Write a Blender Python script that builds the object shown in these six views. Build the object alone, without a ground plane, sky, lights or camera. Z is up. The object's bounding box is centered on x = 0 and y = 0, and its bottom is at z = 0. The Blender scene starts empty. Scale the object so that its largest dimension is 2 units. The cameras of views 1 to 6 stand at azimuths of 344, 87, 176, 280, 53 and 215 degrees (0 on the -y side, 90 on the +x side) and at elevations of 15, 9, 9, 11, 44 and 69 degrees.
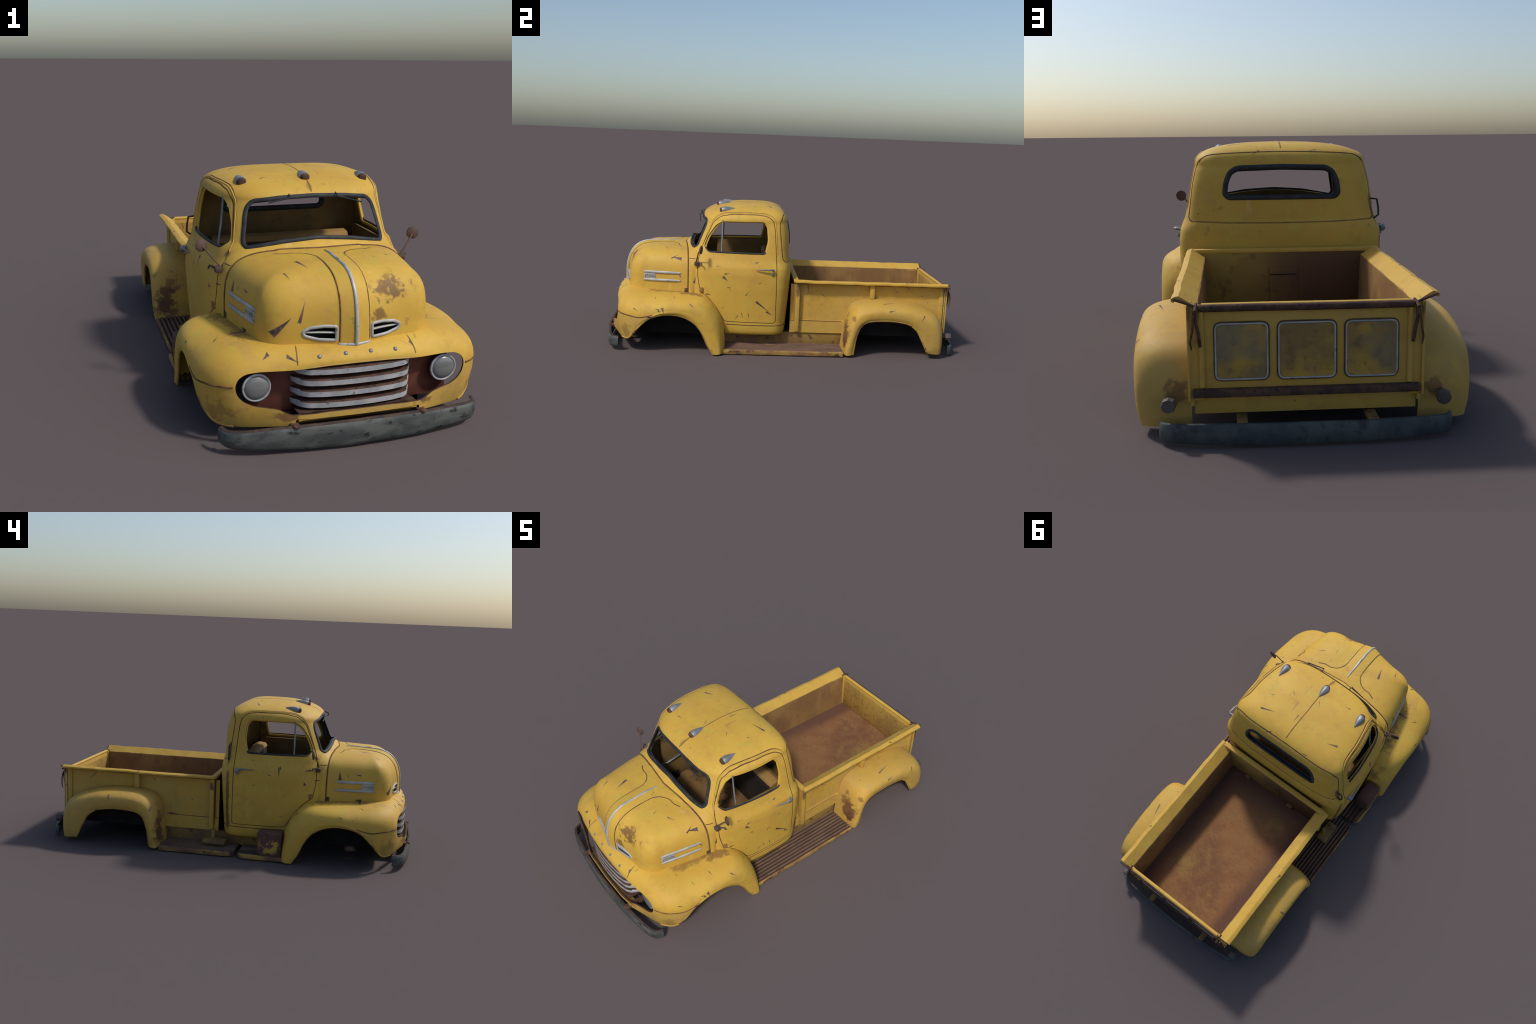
# Weathered yellow vintage pickup truck body without wheels.
# Everything is lofted / swept from a few measured control points; x>0 is one side, -y is the nose.
import bpy, bmesh, math, random
import numpy as np
from mathutils import Vector, Matrix, noise
from mathutils.bvhtree import BVHTree
random.seed(7)

# ------------------------------------------------------------------ helpers
def catmull(P, n, closed=False):
    P = np.array(P, float); m = len(P); out = []
    segs = m if closed else m - 1
    for k in range(n):
        t = k * segs / (n if closed else n - 1)
        i = min(int(t), segs - 1); f = t - i
        g = (lambda j: P[j % m]) if closed else (lambda j: P[j] if 0 <= j < m else (2 * P[0] - P[1] if j < 0 else 2 * P[-1] - P[-2]))
        a, b, c, d = g(i - 1), g(i), g(i + 1), g(i + 2)
        out.append(.5 * ((2 * b) + (c - a) * f + (2 * a - 5 * b + 4 * c - d) * f * f + (3 * b - a - 3 * c + d) * f ** 3))
    return np.array(out)

def resample(P, n):
    P = np.array(P, float); d = np.r_[0, np.cumsum(np.linalg.norm(np.diff(P, axis=0), axis=1))]
    t = np.linspace(0, d[-1], n)
    return np.stack([np.interp(t, d, P[:, k]) for k in range(P.shape[1])], 1)

def round_poly(pts, r, seg=5):
    """closed 2D polygon with rounded corners"""
    out = []; m = len(pts)
    for i in range(m):
        a, b, c = (np.array(pts[(i + k) % m], float) for k in (-1, 0, 1))
        u = a - b; v = c - b; lu, lv = np.linalg.norm(u), np.linalg.norm(v)
        rr = min(r, .45 * lu, .45 * lv); p, q = b + u / lu * rr, b + v / lv * rr
        for k in range(seg + 1):
            t = k / seg; out.append((1 - t) ** 2 * p + 2 * t * (1 - t) * b + t * t * q)
    return np.array(out)

def offset_poly(P, d):
    """grow (d>0) a closed 2D polygon"""
    P = np.array(P, float); nx = np.roll(P, -1, 0); pv = np.roll(P, 1, 0)
    area = .5 * np.sum(P[:, 0] * nx[:, 1] - nx[:, 0] * P[:, 1])
    t = nx - pv; t /= np.linalg.norm(t, axis=1)[:, None] + 1e-9
    nrm = np.stack([t[:, 1], -t[:, 0]], 1) * (1 if area > 0 else -1)
    return P + nrm * d

ROOT = None
def new_obj(name, verts, faces, mat, parent=None, smooth=40, weld=False):
    me = bpy.data.meshes.new(name)
    me.from_pydata([tuple(map(float, v)) for v in verts], [], [tuple(int(i) for i in f) for f in faces])
    bm = bmesh.new(); bm.from_mesh(me)
    if weld: bmesh.ops.remove_doubles(bm, verts=bm.verts, dist=1e-5)
    bmesh.ops.recalc_face_normals(bm, faces=bm.faces)
    bm.to_mesh(me); bm.free()
    o = bpy.data.objects.new(name, me); bpy.context.scene.collection.objects.link(o)
    if mat: me.materials.append(mat)
    o.parent = parent if parent else ROOT
    finish(o, smooth)
    return o

def finish(o, ang=40):
    me = o.data
    me.polygons.foreach_set("use_smooth", [ang > 0] * len(me.polygons))
    if ang > 0: me.set_sharp_from_angle(angle=math.radians(ang))
    me.update()

def grid_faces(m, n, cu=False, cv=False):
    F = []
    for i in range(m if cu else m - 1):
        for j in range(n if cv else n - 1):
            F.append((i * n + j, ((i + 1) % m) * n + j, ((i + 1) % m) * n + (j + 1) % n, i * n + (j + 1) % n))
    return F

def shell(name, verts, faces, mat, thick, parent=None, smooth=40, outward=None, inner=None):
    """open sheet -> closed sheet of thickness (grown to the inside)"""
    me = bpy.data.meshes.new('t'); me.from_pydata([tuple(map(float, v)) for v in verts], [], [tuple(int(i) for i in f) for f in faces])
    bm = bmesh.new(); bm.from_mesh(me); bpy.data.meshes.remove(me)
    bmesh.ops.remove_doubles(bm, verts=bm.verts, dist=1e-5)
    bmesh.ops.recalc_face_normals(bm, faces=bm.faces)
    bm.normal_update()
    if outward is not None:
        s = sum(f.normal.dot(f.calc_center_median() - Vector(outward)) * f.calc_area() for f in bm.faces)
        if s < 0: bmesh.ops.reverse_faces(bm, faces=bm.faces); bm.normal_update()
    top = list(bm.faces); bverts = list(bm.verts); bedges = [e for e in bm.edges if e.is_boundary]
    vm = {v: bm.verts.new(v.co - v.normal * thick) for v in bverts}
    for f in top:
        g = bm.faces.new([vm[v] for v in reversed(f.verts)])
        if inner: g.material_index = 1
    for e in bedges:
        a, b = e.verts; f = e.link_faces[0]
        vs = list(f.verts); i = vs.index(a)
        if vs[(i + 1) % len(vs)] == b: a, b = b, a
        try: bm.faces.new([a, b, vm[b], vm[a]])
        except ValueError: pass
    bmesh.ops.recalc_face_normals(bm, faces=bm.faces)
    me = bpy.data.meshes.new(name); bm.to_mesh(me); bm.free()
    o = bpy.data.objects.new(name, me); bpy.context.scene.collection.objects.link(o)
    if mat: me.materials.append(mat)
    if inner: me.materials.append(inner)
    o.parent = parent if parent else ROOT
    finish(o, smooth); return o

def prism(poly, axis, a, b, mat):
    """closed prism from a 2D polygon. axis x: poly=(y,z); axis y: poly=(x,z); axis z: poly=(x,y)"""
    V = []
    for c in (a, b):
        for p in poly:
            V.append({'x': (c, p[0], p[1]), 'y': (p[0], c, p[1]), 'z': (p[0], p[1], c)}[axis])
    n = len(poly); F = [tuple(range(n)), tuple(range(2 * n - 1, n - 1, -1))]
    F += [(i, (i + 1) % n, n + (i + 1) % n, n + i) for i in range(n)]
    return new_obj('cutter', V, F, mat, smooth=0)

def boolean(o, cutter, op='DIFFERENCE', drop=True, smooth=40):
    m = o.modifiers.new('b', 'BOOLEAN'); m.object = cutter; m.operation = op; m.solver = 'EXACT'
    try: m.material_mode = 'TRANSFER'
    except Exception: pass
    dg = bpy.context.evaluated_depsgraph_get(); dg.update()
    me = bpy.data.meshes.new_from_object(o.evaluated_get(dg), depsgraph=dg)
    o.modifiers.clear(); old = o.data; o.data = me; me.name = old.name; bpy.data.meshes.remove(old)
    finish(o, smooth)
    if drop: kill(cutter)
    return o

def kill(o):
    me = o.data; bpy.data.objects.remove(o)
    if me and me.users == 0: bpy.data.meshes.remove(me)

def dup(o, name=None):
    c = o.copy(); c.data = o.data.copy(); c.name = name or o.name
    bpy.context.scene.collection.objects.link(c); return c

def mirror(o, parent=None):
    """mirrored twin across x=0 with own mesh"""
    c = dup(o); me = c.data
    me.transform(Matrix.Scale(-1, 4, (1, 0, 0))); me.flip_normals()
    if parent: c.parent = parent
    finish(c, 40); return c

def tube(name, pts, r, mat, parent=None, seg=10, closed=False, flat=1.0, normals=None, taper=None, smooth=50):
    """sweep an elliptic section along pts; flat scales the section along the given normals"""
    P = np.array(pts, float); m = len(P); V = []; rad = taper if taper is not None else [r] * m
    T = np.roll(P, -1, 0) - np.roll(P, 1, 0) if closed else np.gradient(P, axis=0)
    T /= np.linalg.norm(T, axis=1)[:, None] + 1e-12
    N = np.array(normals, float) if normals is not None else None
    prev = None
    for i in range(m):
        t = T[i]
        if N is not None: n = N[i]
        else:
            n = prev if prev is not None else (np.array([0, 0, 1.]) if abs(t[2]) < .9 else np.array([1., 0, 0]))
        n = n - t * np.dot(n, t); n /= np.linalg.norm(n) + 1e-12; prev = n
        s = np.cross(t, n)
        for k in range(seg):
            a = 2 * math.pi * k / seg
            V.append(P[i] + rad[i] * (s * math.cos(a) + n * flat * math.sin(a)))
    F = grid_faces(m, seg, closed, True)
    if not closed:
        F += [tuple(range(seg)), tuple(range((m - 1) * seg, m * seg))]
    return new_obj(name, V, F, mat, parent, smooth)

def box(name, lo, hi, mat, parent=None, bevel=.003, smooth=40, seg=2):
    bm = bmesh.new(); bmesh.ops.create_cube(bm, size=1)
    lo, hi = Vector(lo), Vector(hi)
    for v in bm.verts: v.co = Vector([lo[k] + (v.co[k] + .5) * (hi[k] - lo[k]) for k in range(3)])
    if bevel: bmesh.ops.bevel(bm, geom=bm.edges[:], offset=bevel, segments=seg, profile=.5, affect='EDGES')
    me = bpy.data.meshes.new(name); bm.to_mesh(me); bm.free()
    o = bpy.data.objects.new(name, me); bpy.context.scene.collection.objects.link(o)
    me.materials.append(mat); o.parent = parent if parent else ROOT; finish(o, smooth); return o

def extrude_profile(name, prof, axis, a, b, mat, parent=None, cuts=1, bevel=0, smooth=35, warp=None):
    V = []; n = len(prof)
    for c in np.linspace(a, b, cuts + 1):
        for p in prof: V.append({'x': (c, p[0], p[1]), 'y': (p[0], c, p[1]), 'z': (p[0], p[1], c)}[axis])
    if warp: V = [warp(v) for v in V]
    m = cuts + 1
    F = grid_faces(m, n, False, True) + [tuple(range(n)), tuple(range((m - 1) * n, m * n))]
    o = new_obj(name, V, F, mat, parent, smooth)
    if bevel:
        bm = bmesh.new(); bm.from_mesh(o.data)
        es = [e for e in bm.edges if len(e.link_faces) == 2 and e.calc_face_angle(0) > .6]
        bmesh.ops.bevel(bm, geom=es, offset=bevel, segments=2, profile=.5, affect='EDGES', clamp_overlap=True)
        bm.to_mesh(o.data); bm.free(); finish(o, smooth)
    return o

def join(name, objs, parent=None, smooth=40, stuff=False):
    bm = bmesh.new(); mats = []
    for o in objs:
        base = []
        for m in o.data.materials:
            if m not in mats: mats.append(m)
            base.append(mats.index(m))
        n0 = len(bm.faces); bm.from_mesh(o.data); bm.faces.ensure_lookup_table()
        for f in bm.faces[n0:]: f.material_index = base[min(f.material_index, len(base) - 1)]
    me = bpy.data.meshes.new(name); bm.to_mesh(me); bm.free()
    for m in mats: me.materials.append(m)
    c = bpy.data.objects.new(name, me); bpy.context.scene.collection.objects.link(c)
    c.parent = parent or objs[0].parent
    for o in objs: kill(o)
    finish(c, smooth)
    if stuff: c["kind"] = "stuff"
    return c

def tree(*objs):
    V = []; F = []
    for o in objs:
        b = len(V); V += [v.co.copy() for v in o.data.vertices]; F += [[b + i for i in p.vertices] for p in o.data.polygons]
    return BVHTree.FromPolygons(V, F)

def cast(bv, p2, axis, sign, lift=0.0):
    """drop 2D points onto a surface, coming from the +/- axis side"""
    P = []; N = []
    k = 'xyz'.index(axis); d = Vector((0, 0, 0)); d[k] = -sign
    for p in p2:
        o = Vector({'x': (2 * sign, p[0], p[1]), 'y': (p[0], 2 * sign, p[1]), 'z': (p[0], p[1], 2 * sign)}[axis])
        h = bv.ray_cast(o, d)
        if h[0] is None:
            h = bv.find_nearest(Vector({'x': (.4 * sign, p[0], p[1]), 'y': (p[0], .5 * sign, p[1]), 'z': (p[0], p[1], .5)}[axis]))
        n = h[1]
        if n.dot(d) > 0: n = -n
        P.append(np.array(h[0] + n * lift)); N.append(np.array(n))
    return np.array(P), np.array(N)

def seam(name, bv, p2, axis, sign, w, mat, parent, n=60, h=.45, closed=False, lift=0.0):
    p2 = resample(np.vstack([p2, p2[:1]]) if closed else p2, n + (1 if closed else 0))
    if closed: p2 = p2[:-1]
    P, N = cast(bv, p2, axis, sign, lift)
    o = tube(name, P, w, mat, parent, 8, closed, h, N); o["kind"] = "stuff"; return o

def dent(o, amp=.0015, scale=6, seed=0):
    """sheet metal is never flat: push vertices by smooth noise"""
    for v in o.data.vertices:
        p = v.co * scale + Vector((seed * 3.1, seed * 1.7, 0))
        v.co += Vector((noise.noise(p), noise.noise(p + Vector((9, 0, 0))), noise.noise(p + Vector((0, 9, 0))))) * amp
    o.data.update()

# ------------------------------------------------------------------ materials
class NB:
    def __init__(s, name):
        s.m = bpy.data.materials.new(name); s.m.use_nodes = True; s.t = s.m.node_tree; s.t.nodes.clear()
        s.out = s.n('ShaderNodeOutputMaterial'); s.b = s.n('ShaderNodeBsdfPrincipled')
        s.l(s.b.outputs[0], s.out.inputs[0]); s.co = s.n('ShaderNodeTexCoord').outputs['Object']
    def n(s, t): return s.t.nodes.new(t)
    def l(s, a, b): s.t.links.new(a, b)
    def put(s, sock, v):
        if isinstance(v, bpy.types.NodeSocket): s.l(v, sock)
        elif isinstance(v, tuple) and sock.type == 'RGBA' and len(v) == 3: sock.default_value = (*v, 1)
        else: sock.default_value = v
    def math(s, op, a, b=0.0, c=None, clamp=False):
        k = s.n('ShaderNodeMath'); k.operation = op; k.use_clamp = clamp
        s.put(k.inputs[0], a); s.put(k.inputs[1], b)
        if c is not None: s.put(k.inputs[2], c)
        return k.outputs[0]
    def vec(s, op, a, b=(0, 0, 0)):
        k = s.n('ShaderNodeVectorMath'); k.operation = op; s.put(k.inputs[0], a); s.put(k.inputs[1], b)
        return k.outputs['Value'] if op in ('LENGTH', 'DOT_PRODUCT', 'DISTANCE') else k.outputs[0]
    def map(s, scale=(1, 1, 1), loc=(0, 0, 0), rot=(0, 0, 0)):
        k = s.n('ShaderNodeMapping'); s.l(s.co, k.inputs[0]); k.inputs['Scale'].default_value = scale
        k.inputs['Location'].default_value = loc; k.inputs['Rotation'].default_value = rot; return k.outputs[0]
    def noise(s, scale, detail=4, rough=.55, vec=None, dist=0):
        k = s.n('ShaderNodeTexNoise'); s.l(vec or s.co, k.inputs['Vector']); k.inputs['Scale'].default_value = scale
        k.inputs['Detail'].default_value = detail; k.inputs['Roughness'].default_value = rough; k.inputs['Distortion'].default_value = dist
        return k.outputs[0]
    def voro(s, scale, feat='F1', vec=None):
        k = s.n('ShaderNodeTexVoronoi'); k.feature = feat; s.l(vec or s.co, k.inputs['Vector']); k.inputs['Scale'].default_value = scale
        return k.outputs[0]
    def ss(s, v, a, b):
        k = s.n('ShaderNodeMapRange'); k.interpolation_type = 'SMOOTHSTEP'; s.put(k.inputs[0], v)
        k.inputs[1].default_value = a; k.inputs[2].default_value = b; return k.outputs[0]
    def mix(s, f, a, b):
        k = s.n('ShaderNodeMix'); k.data_type = 'RGBA'; s.put(k.inputs[0], f); s.put(k.inputs[6], a); s.put(k.inputs[7], b); return k.outputs[2]
    def bump(s, h, strength=.2, dist=.003):
        k = s.n('ShaderNodeBump'); s.l(h, k.inputs['Height']); k.inputs['Strength'].default_value = strength
        k.inputs['Distance'].default_value = dist; s.l(k.outputs[0], s.b.inputs['Normal'])
    def done(s, color, rough=.6, metal=0.0, spec=.3):
        s.put(s.b.inputs['Base Color'], color); s.put(s.b.inputs['Roughness'], rough); s.put(s.b.inputs['Metallic'], metal)
        s.b.inputs['Specular IOR Level'].default_value = spec; return s.m
    def spot(s, c, r, nz, amt=.5):
        """soft blotch: 1 inside an ellipsoid (centre c, radii r), edge broken by noise"""
        d = s.vec('LENGTH', s.vec('MULTIPLY', s.vec('SUBTRACT', s.co, c), tuple(1 / k for k in r)))
        return s.ss(s.math('ADD', s.math('SUBTRACT', 1.0, d), s.math('MULTIPLY', s.math('SUBTRACT', nz, .5), 2.2 * amt + 1.5)), .05, .55)
    def many_max(s, L):
        o = L[0]
        for k in L[1:]: o = s.math('MAXIMUM', o, k)
        return o

def chip_group():
    g = bpy.data.node_groups.new('paint_chip', 'ShaderNodeTree')
    for nm in ('P', 'C', 'U', 'V', 'N'): g.interface.new_socket(nm, in_out='INPUT', socket_type='NodeSocketVector')
    g.interface.new_socket('Mask', in_out='OUTPUT', socket_type='NodeSocketFloat')
    N = g.nodes; L = g.links; gi = N.new('NodeGroupInput'); go = N.new('NodeGroupOutput')
    def vm(op, a, b):
        k = N.new('ShaderNodeVectorMath'); k.operation = op; L.new(a, k.inputs[0]); L.new(b, k.inputs[1])
        return k.outputs['Value'] if op == 'DOT_PRODUCT' else k.outputs[0]
    def ma(op, a, b=0.0):
        k = N.new('ShaderNodeMath'); k.operation = op
        for i, x in enumerate((a, b)):
            if isinstance(x, float): k.inputs[i].default_value = x
            else: L.new(x, k.inputs[i])
        return k.outputs[0]
    d = vm('SUBTRACT', gi.outputs['P'], gi.outputs['C'])
    u = vm('DOT_PRODUCT', d, gi.outputs['U']); v = vm('DOT_PRODUCT', d, gi.outputs['V']); n = vm('DOT_PRODUCT', d, gi.outputs['N'])
    w = ma('MULTIPLY', ma('SUBTRACT', 1.0, u), .5)                       # sliver: full width at u=-1, a point at u=+1
    t = ma('SUBTRACT', w, ma('ABSOLUTE', v))
    t = ma('MINIMUM', t, ma('ADD', u, 1.0)); t = ma('MINIMUM', t, ma('SUBTRACT', 1.0, ma('ABSOLUTE', n)))
    k = N.new('ShaderNodeMapRange'); L.new(t, k.inputs[0]); k.inputs[1].default_value = 0; k.inputs[2].default_value = .12
    L.new(k.outputs[0], go.inputs[0]); return g
CHIP = chip_group()

YEL = (.635, .395, .058)
def rust_color(b, nz, dark=(.040, .021, .018), mid=(.125, .056, .030), light=(.25, .125, .05)):
    return b.mix(b.ss(nz, .5, .68), b.mix(b.ss(nz, .32, .5), dark, mid), light)

def chips(b, L):
    out = []
    wob = b.vec('SCALE', b.vec('SUBTRACT', b.n_color(70), (.5, .5, .5))) if False else None
    for c, u, v, depth in L:
        u = np.array(u, float); v = np.array(v, float); n = np.cross(u, v); n /= np.linalg.norm(n) * depth
        k = b.n('ShaderNodeGroup'); k.node_tree = CHIP
        b.l(b.co, k.inputs['P']); k.inputs['C'].default_value = c
        k.inputs['U'].default_value = tuple(u / np.dot(u, u)); k.inputs['V'].default_value = tuple(v / np.dot(v, v))
        k.inputs['N'].default_value = tuple(n); out.append(k.outputs[0])
    return b.many_max(out)

# chips: centre, half-length vector (towards the point), half-width vector, depth.  S = side chips, T = top chips, F = nose chips
def S(x, y, z, dy, dz, w):
    l = math.hypot(dy, dz); return ((x, y, z), (0, dy, dz), (0, -dz / l * w, dy / l * w), .05)
def Tp(x, y, z, dx, dy, w):
    l = math.hypot(dx, dy); return ((x, y, z), (dx, dy, 0), (-dy / l * w, dx / l * w, 0), .05)
def Fr(x, y, z, dx, dz, w):
    l = math.hypot(dx, dz); return ((x, y, z), (dx, 0, dz), (-dz / l * w, 0, dx / l * w), .06)
CHIPS = [
    S(.395, -.325, .405, .016, -.012, .010), S(.395, -.315, .435, .016, .004, .005), S(.39, -.11, .25, .045, -.035, .007),
    S(.39, -.075, .215, .02, -.012, .006), S(.40, -.415, .312, .016, -.002, .006), S(.40, -.15, .50, .012, .003, .005),
    S(.36, -.495, .39, .004, .022, .007), S(.39, -.26, .185, -.012, -.016, .003), S(.39, -.225, .195, .006, -.02, .003),
    S(.39, -.19, .195, .004, -.018, .003), S(.33, -.60, .50, -.028, .004, .010), S(.34, -.585, .497, .012, -.004, .006),
    S(.34, -.61, .508, .022, .012, .004),
    S(.485, -.655, .243, .006, -.016, .009), S(.485, -.69, .25, -.014, .004, .004), S(.485, -.675, .238, .006, -.006, .006),
    S(.48, -.735, .205, -.022, .004, .008), S(.34, -.575, .40, .008, -.012, .005), S(.36, .145, .35, .004, -.03, .006),
    S(.33, .72, .362, .003, -.01, .004), S(.33, .80, .325, .004, .004, .004), S(.33, .835, .29, .003, .003, .003),
    S(-.40, -.285, .455, -.003, -.030, .006), S(-.40, -.29, .485, .003, .012, .005), S(-.40, -.42, .405, .004, .010, .009),
    S(-.395, -.45, .475, -.012, 0, .006), S(-.395, -.435, .473, -.01, 0, .006), S(-.395, -.49, .425, -.018, .002, .004),
    S(-.39, -.24, .44, -.014, -.004, .003), S(-.345, -.60, .455, .002, .026, .010), S(-.335, -.69, .46, .02, .004, .004),
    S(-.34, -.64, .455, .004, .008, .003), S(-.33, -.66, .30, .012, .004, .012), S(-.33, -.70, .325, .02, .002, .009),
    S(-.33, .30, .17, -.03, .002, .006), S(-.48, .62, .27, -.004, -.014, .006),
    Tp(-.21, -.13, .81, .03, .012, .007), Tp(.16, -.09, .81, -.045, -.014, .006), Tp(.02, -.13, .815, .0, .03, .003),
    Tp(-.12, -.01, .79, .02, .002, .003), Tp(-.13, -.74, .545, .012, -.040, .008), Tp(-.20, -.80, .53, .006, -.02, .004),
    Tp(-.03, -.27, .815, -.012, .018, .002), Tp(.10, .0, .79, .018, .01, .004), Tp(.45, -.60, .31, .016, .002, .003),
    Tp(-.355, .50, .395, .004, .012, .006), Tp(.36, .70, .395, .004, .010, .005),
    S(.395, -.36, .47, .02, -.004, .002), S(.395, -.30, .36, .014, .004, .003), S(.395, -.20, .33, .012, .016, .003), S(.39, -.13, .39, .010, .002, .003),
    S(.50, -.50, .27, .012, -.010, .003), S(.50, -.80, .24, .018, -.008, .003), S(.48, .60, .27, .02, .004, .004), S(.48, .77, .23, -.012, -.018, .004),
    S(.32, .25, .30, .03, -.022, .002), S(.32, .66, .345, .012, .002, .003), S(-.32, .78, .34, .03, -.03, .003), S(-.32, .42, .36, .012, .01, .003),
    S(-.32, .20, .26, .01, .006, .003), S(-.40, -.15, .38, .012, -.004, .002), S(-.39, -.30, .22, .01, .004, .003), S(-.50, -.62, .27, .012, .002, .004),
    Tp(-.15, -.35, .80, .02, .004, .003), Tp(.12, -.25, .80, .016, -.012, .002), Tp(.20, -.17, .80, .01, .006, .003), Tp(.22, -.66, .54, .02, .012, .003),
    Tp(.14, -.70, .55, -.006, .016, .002), Tp(-.42, -.72, .30, .012, .016, .003), Tp(.42, .60, .30, -.012, .05, .004), Tp(.45, -.70, .29, .014, .004, .002),
    Fr(-.235, -.87, .385, .034, .032, .014), Fr(-.17, -.88, .43, .012, .038, .007), Fr(-.215, -.95, .292, .020, -.010, .006),
    Fr(.20, -.95, .30, .008, -.012, .005), Fr(-.30, -.90, .30, -.012, -.008, .006),
]

def yellow(name, rust=(), chip=True, grime=.35, dull=0.0, spots=True):
    b = NB(name)
    n1 = b.noise(3.2, 5); n2 = b.noise(11, 5, .6); n3 = b.noise(42, 4, .65); n4 = b.noise(150, 3, .6)
    c = b.mix(b.ss(n1, .32, .68), (.565, .335, .05), YEL)
    isl = b.noise(13, 6, .62, b.map(loc=(1, 5, 2)), 1.2); isl2 = b.noise(19, 6, .6, b.map(loc=(7, 2, 9)), 1.5); isl3 = b.noise(8, 5, .6, b.map(loc=(3, 8, 4)), .8)
    c = b.mix(b.math('MULTIPLY', b.ss(isl, .53, .68), .55), c, (.54, .42, .065))          # sun-bleached, greener islands
    c = b.mix(b.math('MULTIPLY', b.ss(isl2, .55, .70), .50), c, (.62, .31, .07))          # orange primer showing through
    c = b.mix(b.math('MULTIPLY', b.ss(isl3, .56, .72), .50), c, (.50, .285, .075))         # dull handled areas
    st = b.noise(11, 4, .65, b.map(scale=(1, 1, .16), rot=(.6, .4, .3)), 0); st2 = b.noise(12, 4, .65, b.map(scale=(1, .15, 1), rot=(.3, .5, .7)))
    c = b.mix(b.math('MULTIPLY', b.ss(st, .66, .70), .40), c, (.68, .47, .16))            # rubbed scratches
    c = b.mix(b.math('MULTIPLY', b.ss(st2, .67, .70), .45), c, (.30, .17, .06))
    film = b.math('MULTIPLY', b.ss(b.math('ADD', b.math('MULTIPLY', n2, .6), b.math('MULTIPLY', n3, .4)), .48, .72), grime)
    c = b.mix(film, c, (.36, .19, .05))
    if dull: c = b.mix(b.math('MULTIPLY', b.ss(b.math('ADD', b.math('MULTIPLY', n1, .6), b.math('MULTIPLY', isl, .4)), .34, .60), dull), c, (.43, .275, .085))
    if spots:
        fre = b.math('MULTIPLY', b.ss(b.voro(26), .13, .05), b.ss(b.noise(5, 2), .56, .62))
        c = b.mix(b.math('MULTIPLY', fre, .75), c, (.17, .075, .03))
        spk = b.math('MULTIPLY', b.ss(n4, .70, .76), b.ss(n1, .42, .6))
        c = b.mix(b.math('MULTIPLY', spk, .5), c, (.22, .10, .035))
    if chip:
        m = chips(b, CHIPS)
        c = b.mix(m, c, b.mix(b.ss(n3, .42, .6), (.075, .05, .042), (.17, .105, .07)))
    hb = n3
    if rust:
        rc = rust_color(b, b.math('ADD', b.math('MULTIPLY', n2, .55), b.math('MULTIPLY', n3, .45)))
        nn = b.math('ADD', b.math('MULTIPLY', n2, .5), b.math('MULTIPLY', n3, .5))
        for ce, r, amt, k in rust:
            c = b.mix(b.math('MULTIPLY', b.spot(ce, r, nn, amt), k), c, rc)
    b.bump(b.math('ADD', n3, b.math('MULTIPLY', n2, 2)), .18, .002)
    return b.done(c, b.math('ADD', .48, b.math('MULTIPLY', n2, .25)), 0, .32)

def simple(name, c1, c2, scale=20, rough=.6, metal=0.0, c3=None, t3=(.6, .7), s3=60, spec=.3, bump=.2, stretch=(1, 1, 1)):
    b = NB(name); v = b.map(scale=stretch)
    n = b.noise(scale, 5, .6, v); c = b.mix(b.ss(n, .36, .64), c1, c2)
    if c3: c = b.mix(b.ss(b.noise(s3, 5, .65, v), *t3), c, c3)
    b.bump(b.noise(scale * 3, 4), bump, .002)
    return b.done(c, rough, metal, spec)

def bothsides(L):
    return [q for (c, r, a, k) in L for q in ((c, r, a, k), ((-c[0], c[1], c[2]), r, a, k))]

M_paint = yellow('yellow_paint')
M_cab = yellow('yellow_paint_cab', rust=[((-.385, -.012, .26), (.04, .014, .22), .5, .9), ((-.36, -.012, .53), (.03, .013, .12), .5, .9), ((-.385, -.015, .14), (.04, .018, .06), .5, .7),
        ((-.335, -.475, .540), (.03, .022, .026), .3, .9), ((.335, -.485, .535), (.02, .02, .014), .5, .6), ((0, -.43, .75), (.012, .03, .05), .6, .5)])
M_hood = yellow('yellow_paint_hood', rust=[((.145, -.865, .475), (.075, .05, .050), 1.6, .8), ((.09, -.895, .41), (.03, .03, .03), 1.5, .75),
        ((-.335, -.70, .325), (.03, .03, .014), 1.0, .7), ((.34, -.545, .315), (.02, .014, .016), .4, .9)])
M_fend = yellow('yellow_paint_fender', rust=bothsides([((.365, -.50, .318), (.065, .10, .030), .9, .65), ((.335, -.64, .325), (.045, .17, .022), .7, .55), ((.43, -.375, .27), (.03, .03, .03), 1.2, .45), ((.50, -.735, .20), (.02, .035, .012), .6, .8)]) +
        [((-.40, -.35, .19), (.07, .03, .05), 1.2, .6)])
M_val = yellow('yellow_paint_valance', grime=.9, dull=.6, rust=bothsides([((.45, -.86, .12), (.07, .05, .05), 1.5, .40), ((.23, -.94, .115), (.05, .05, .022), .5, .8)]))
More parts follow.
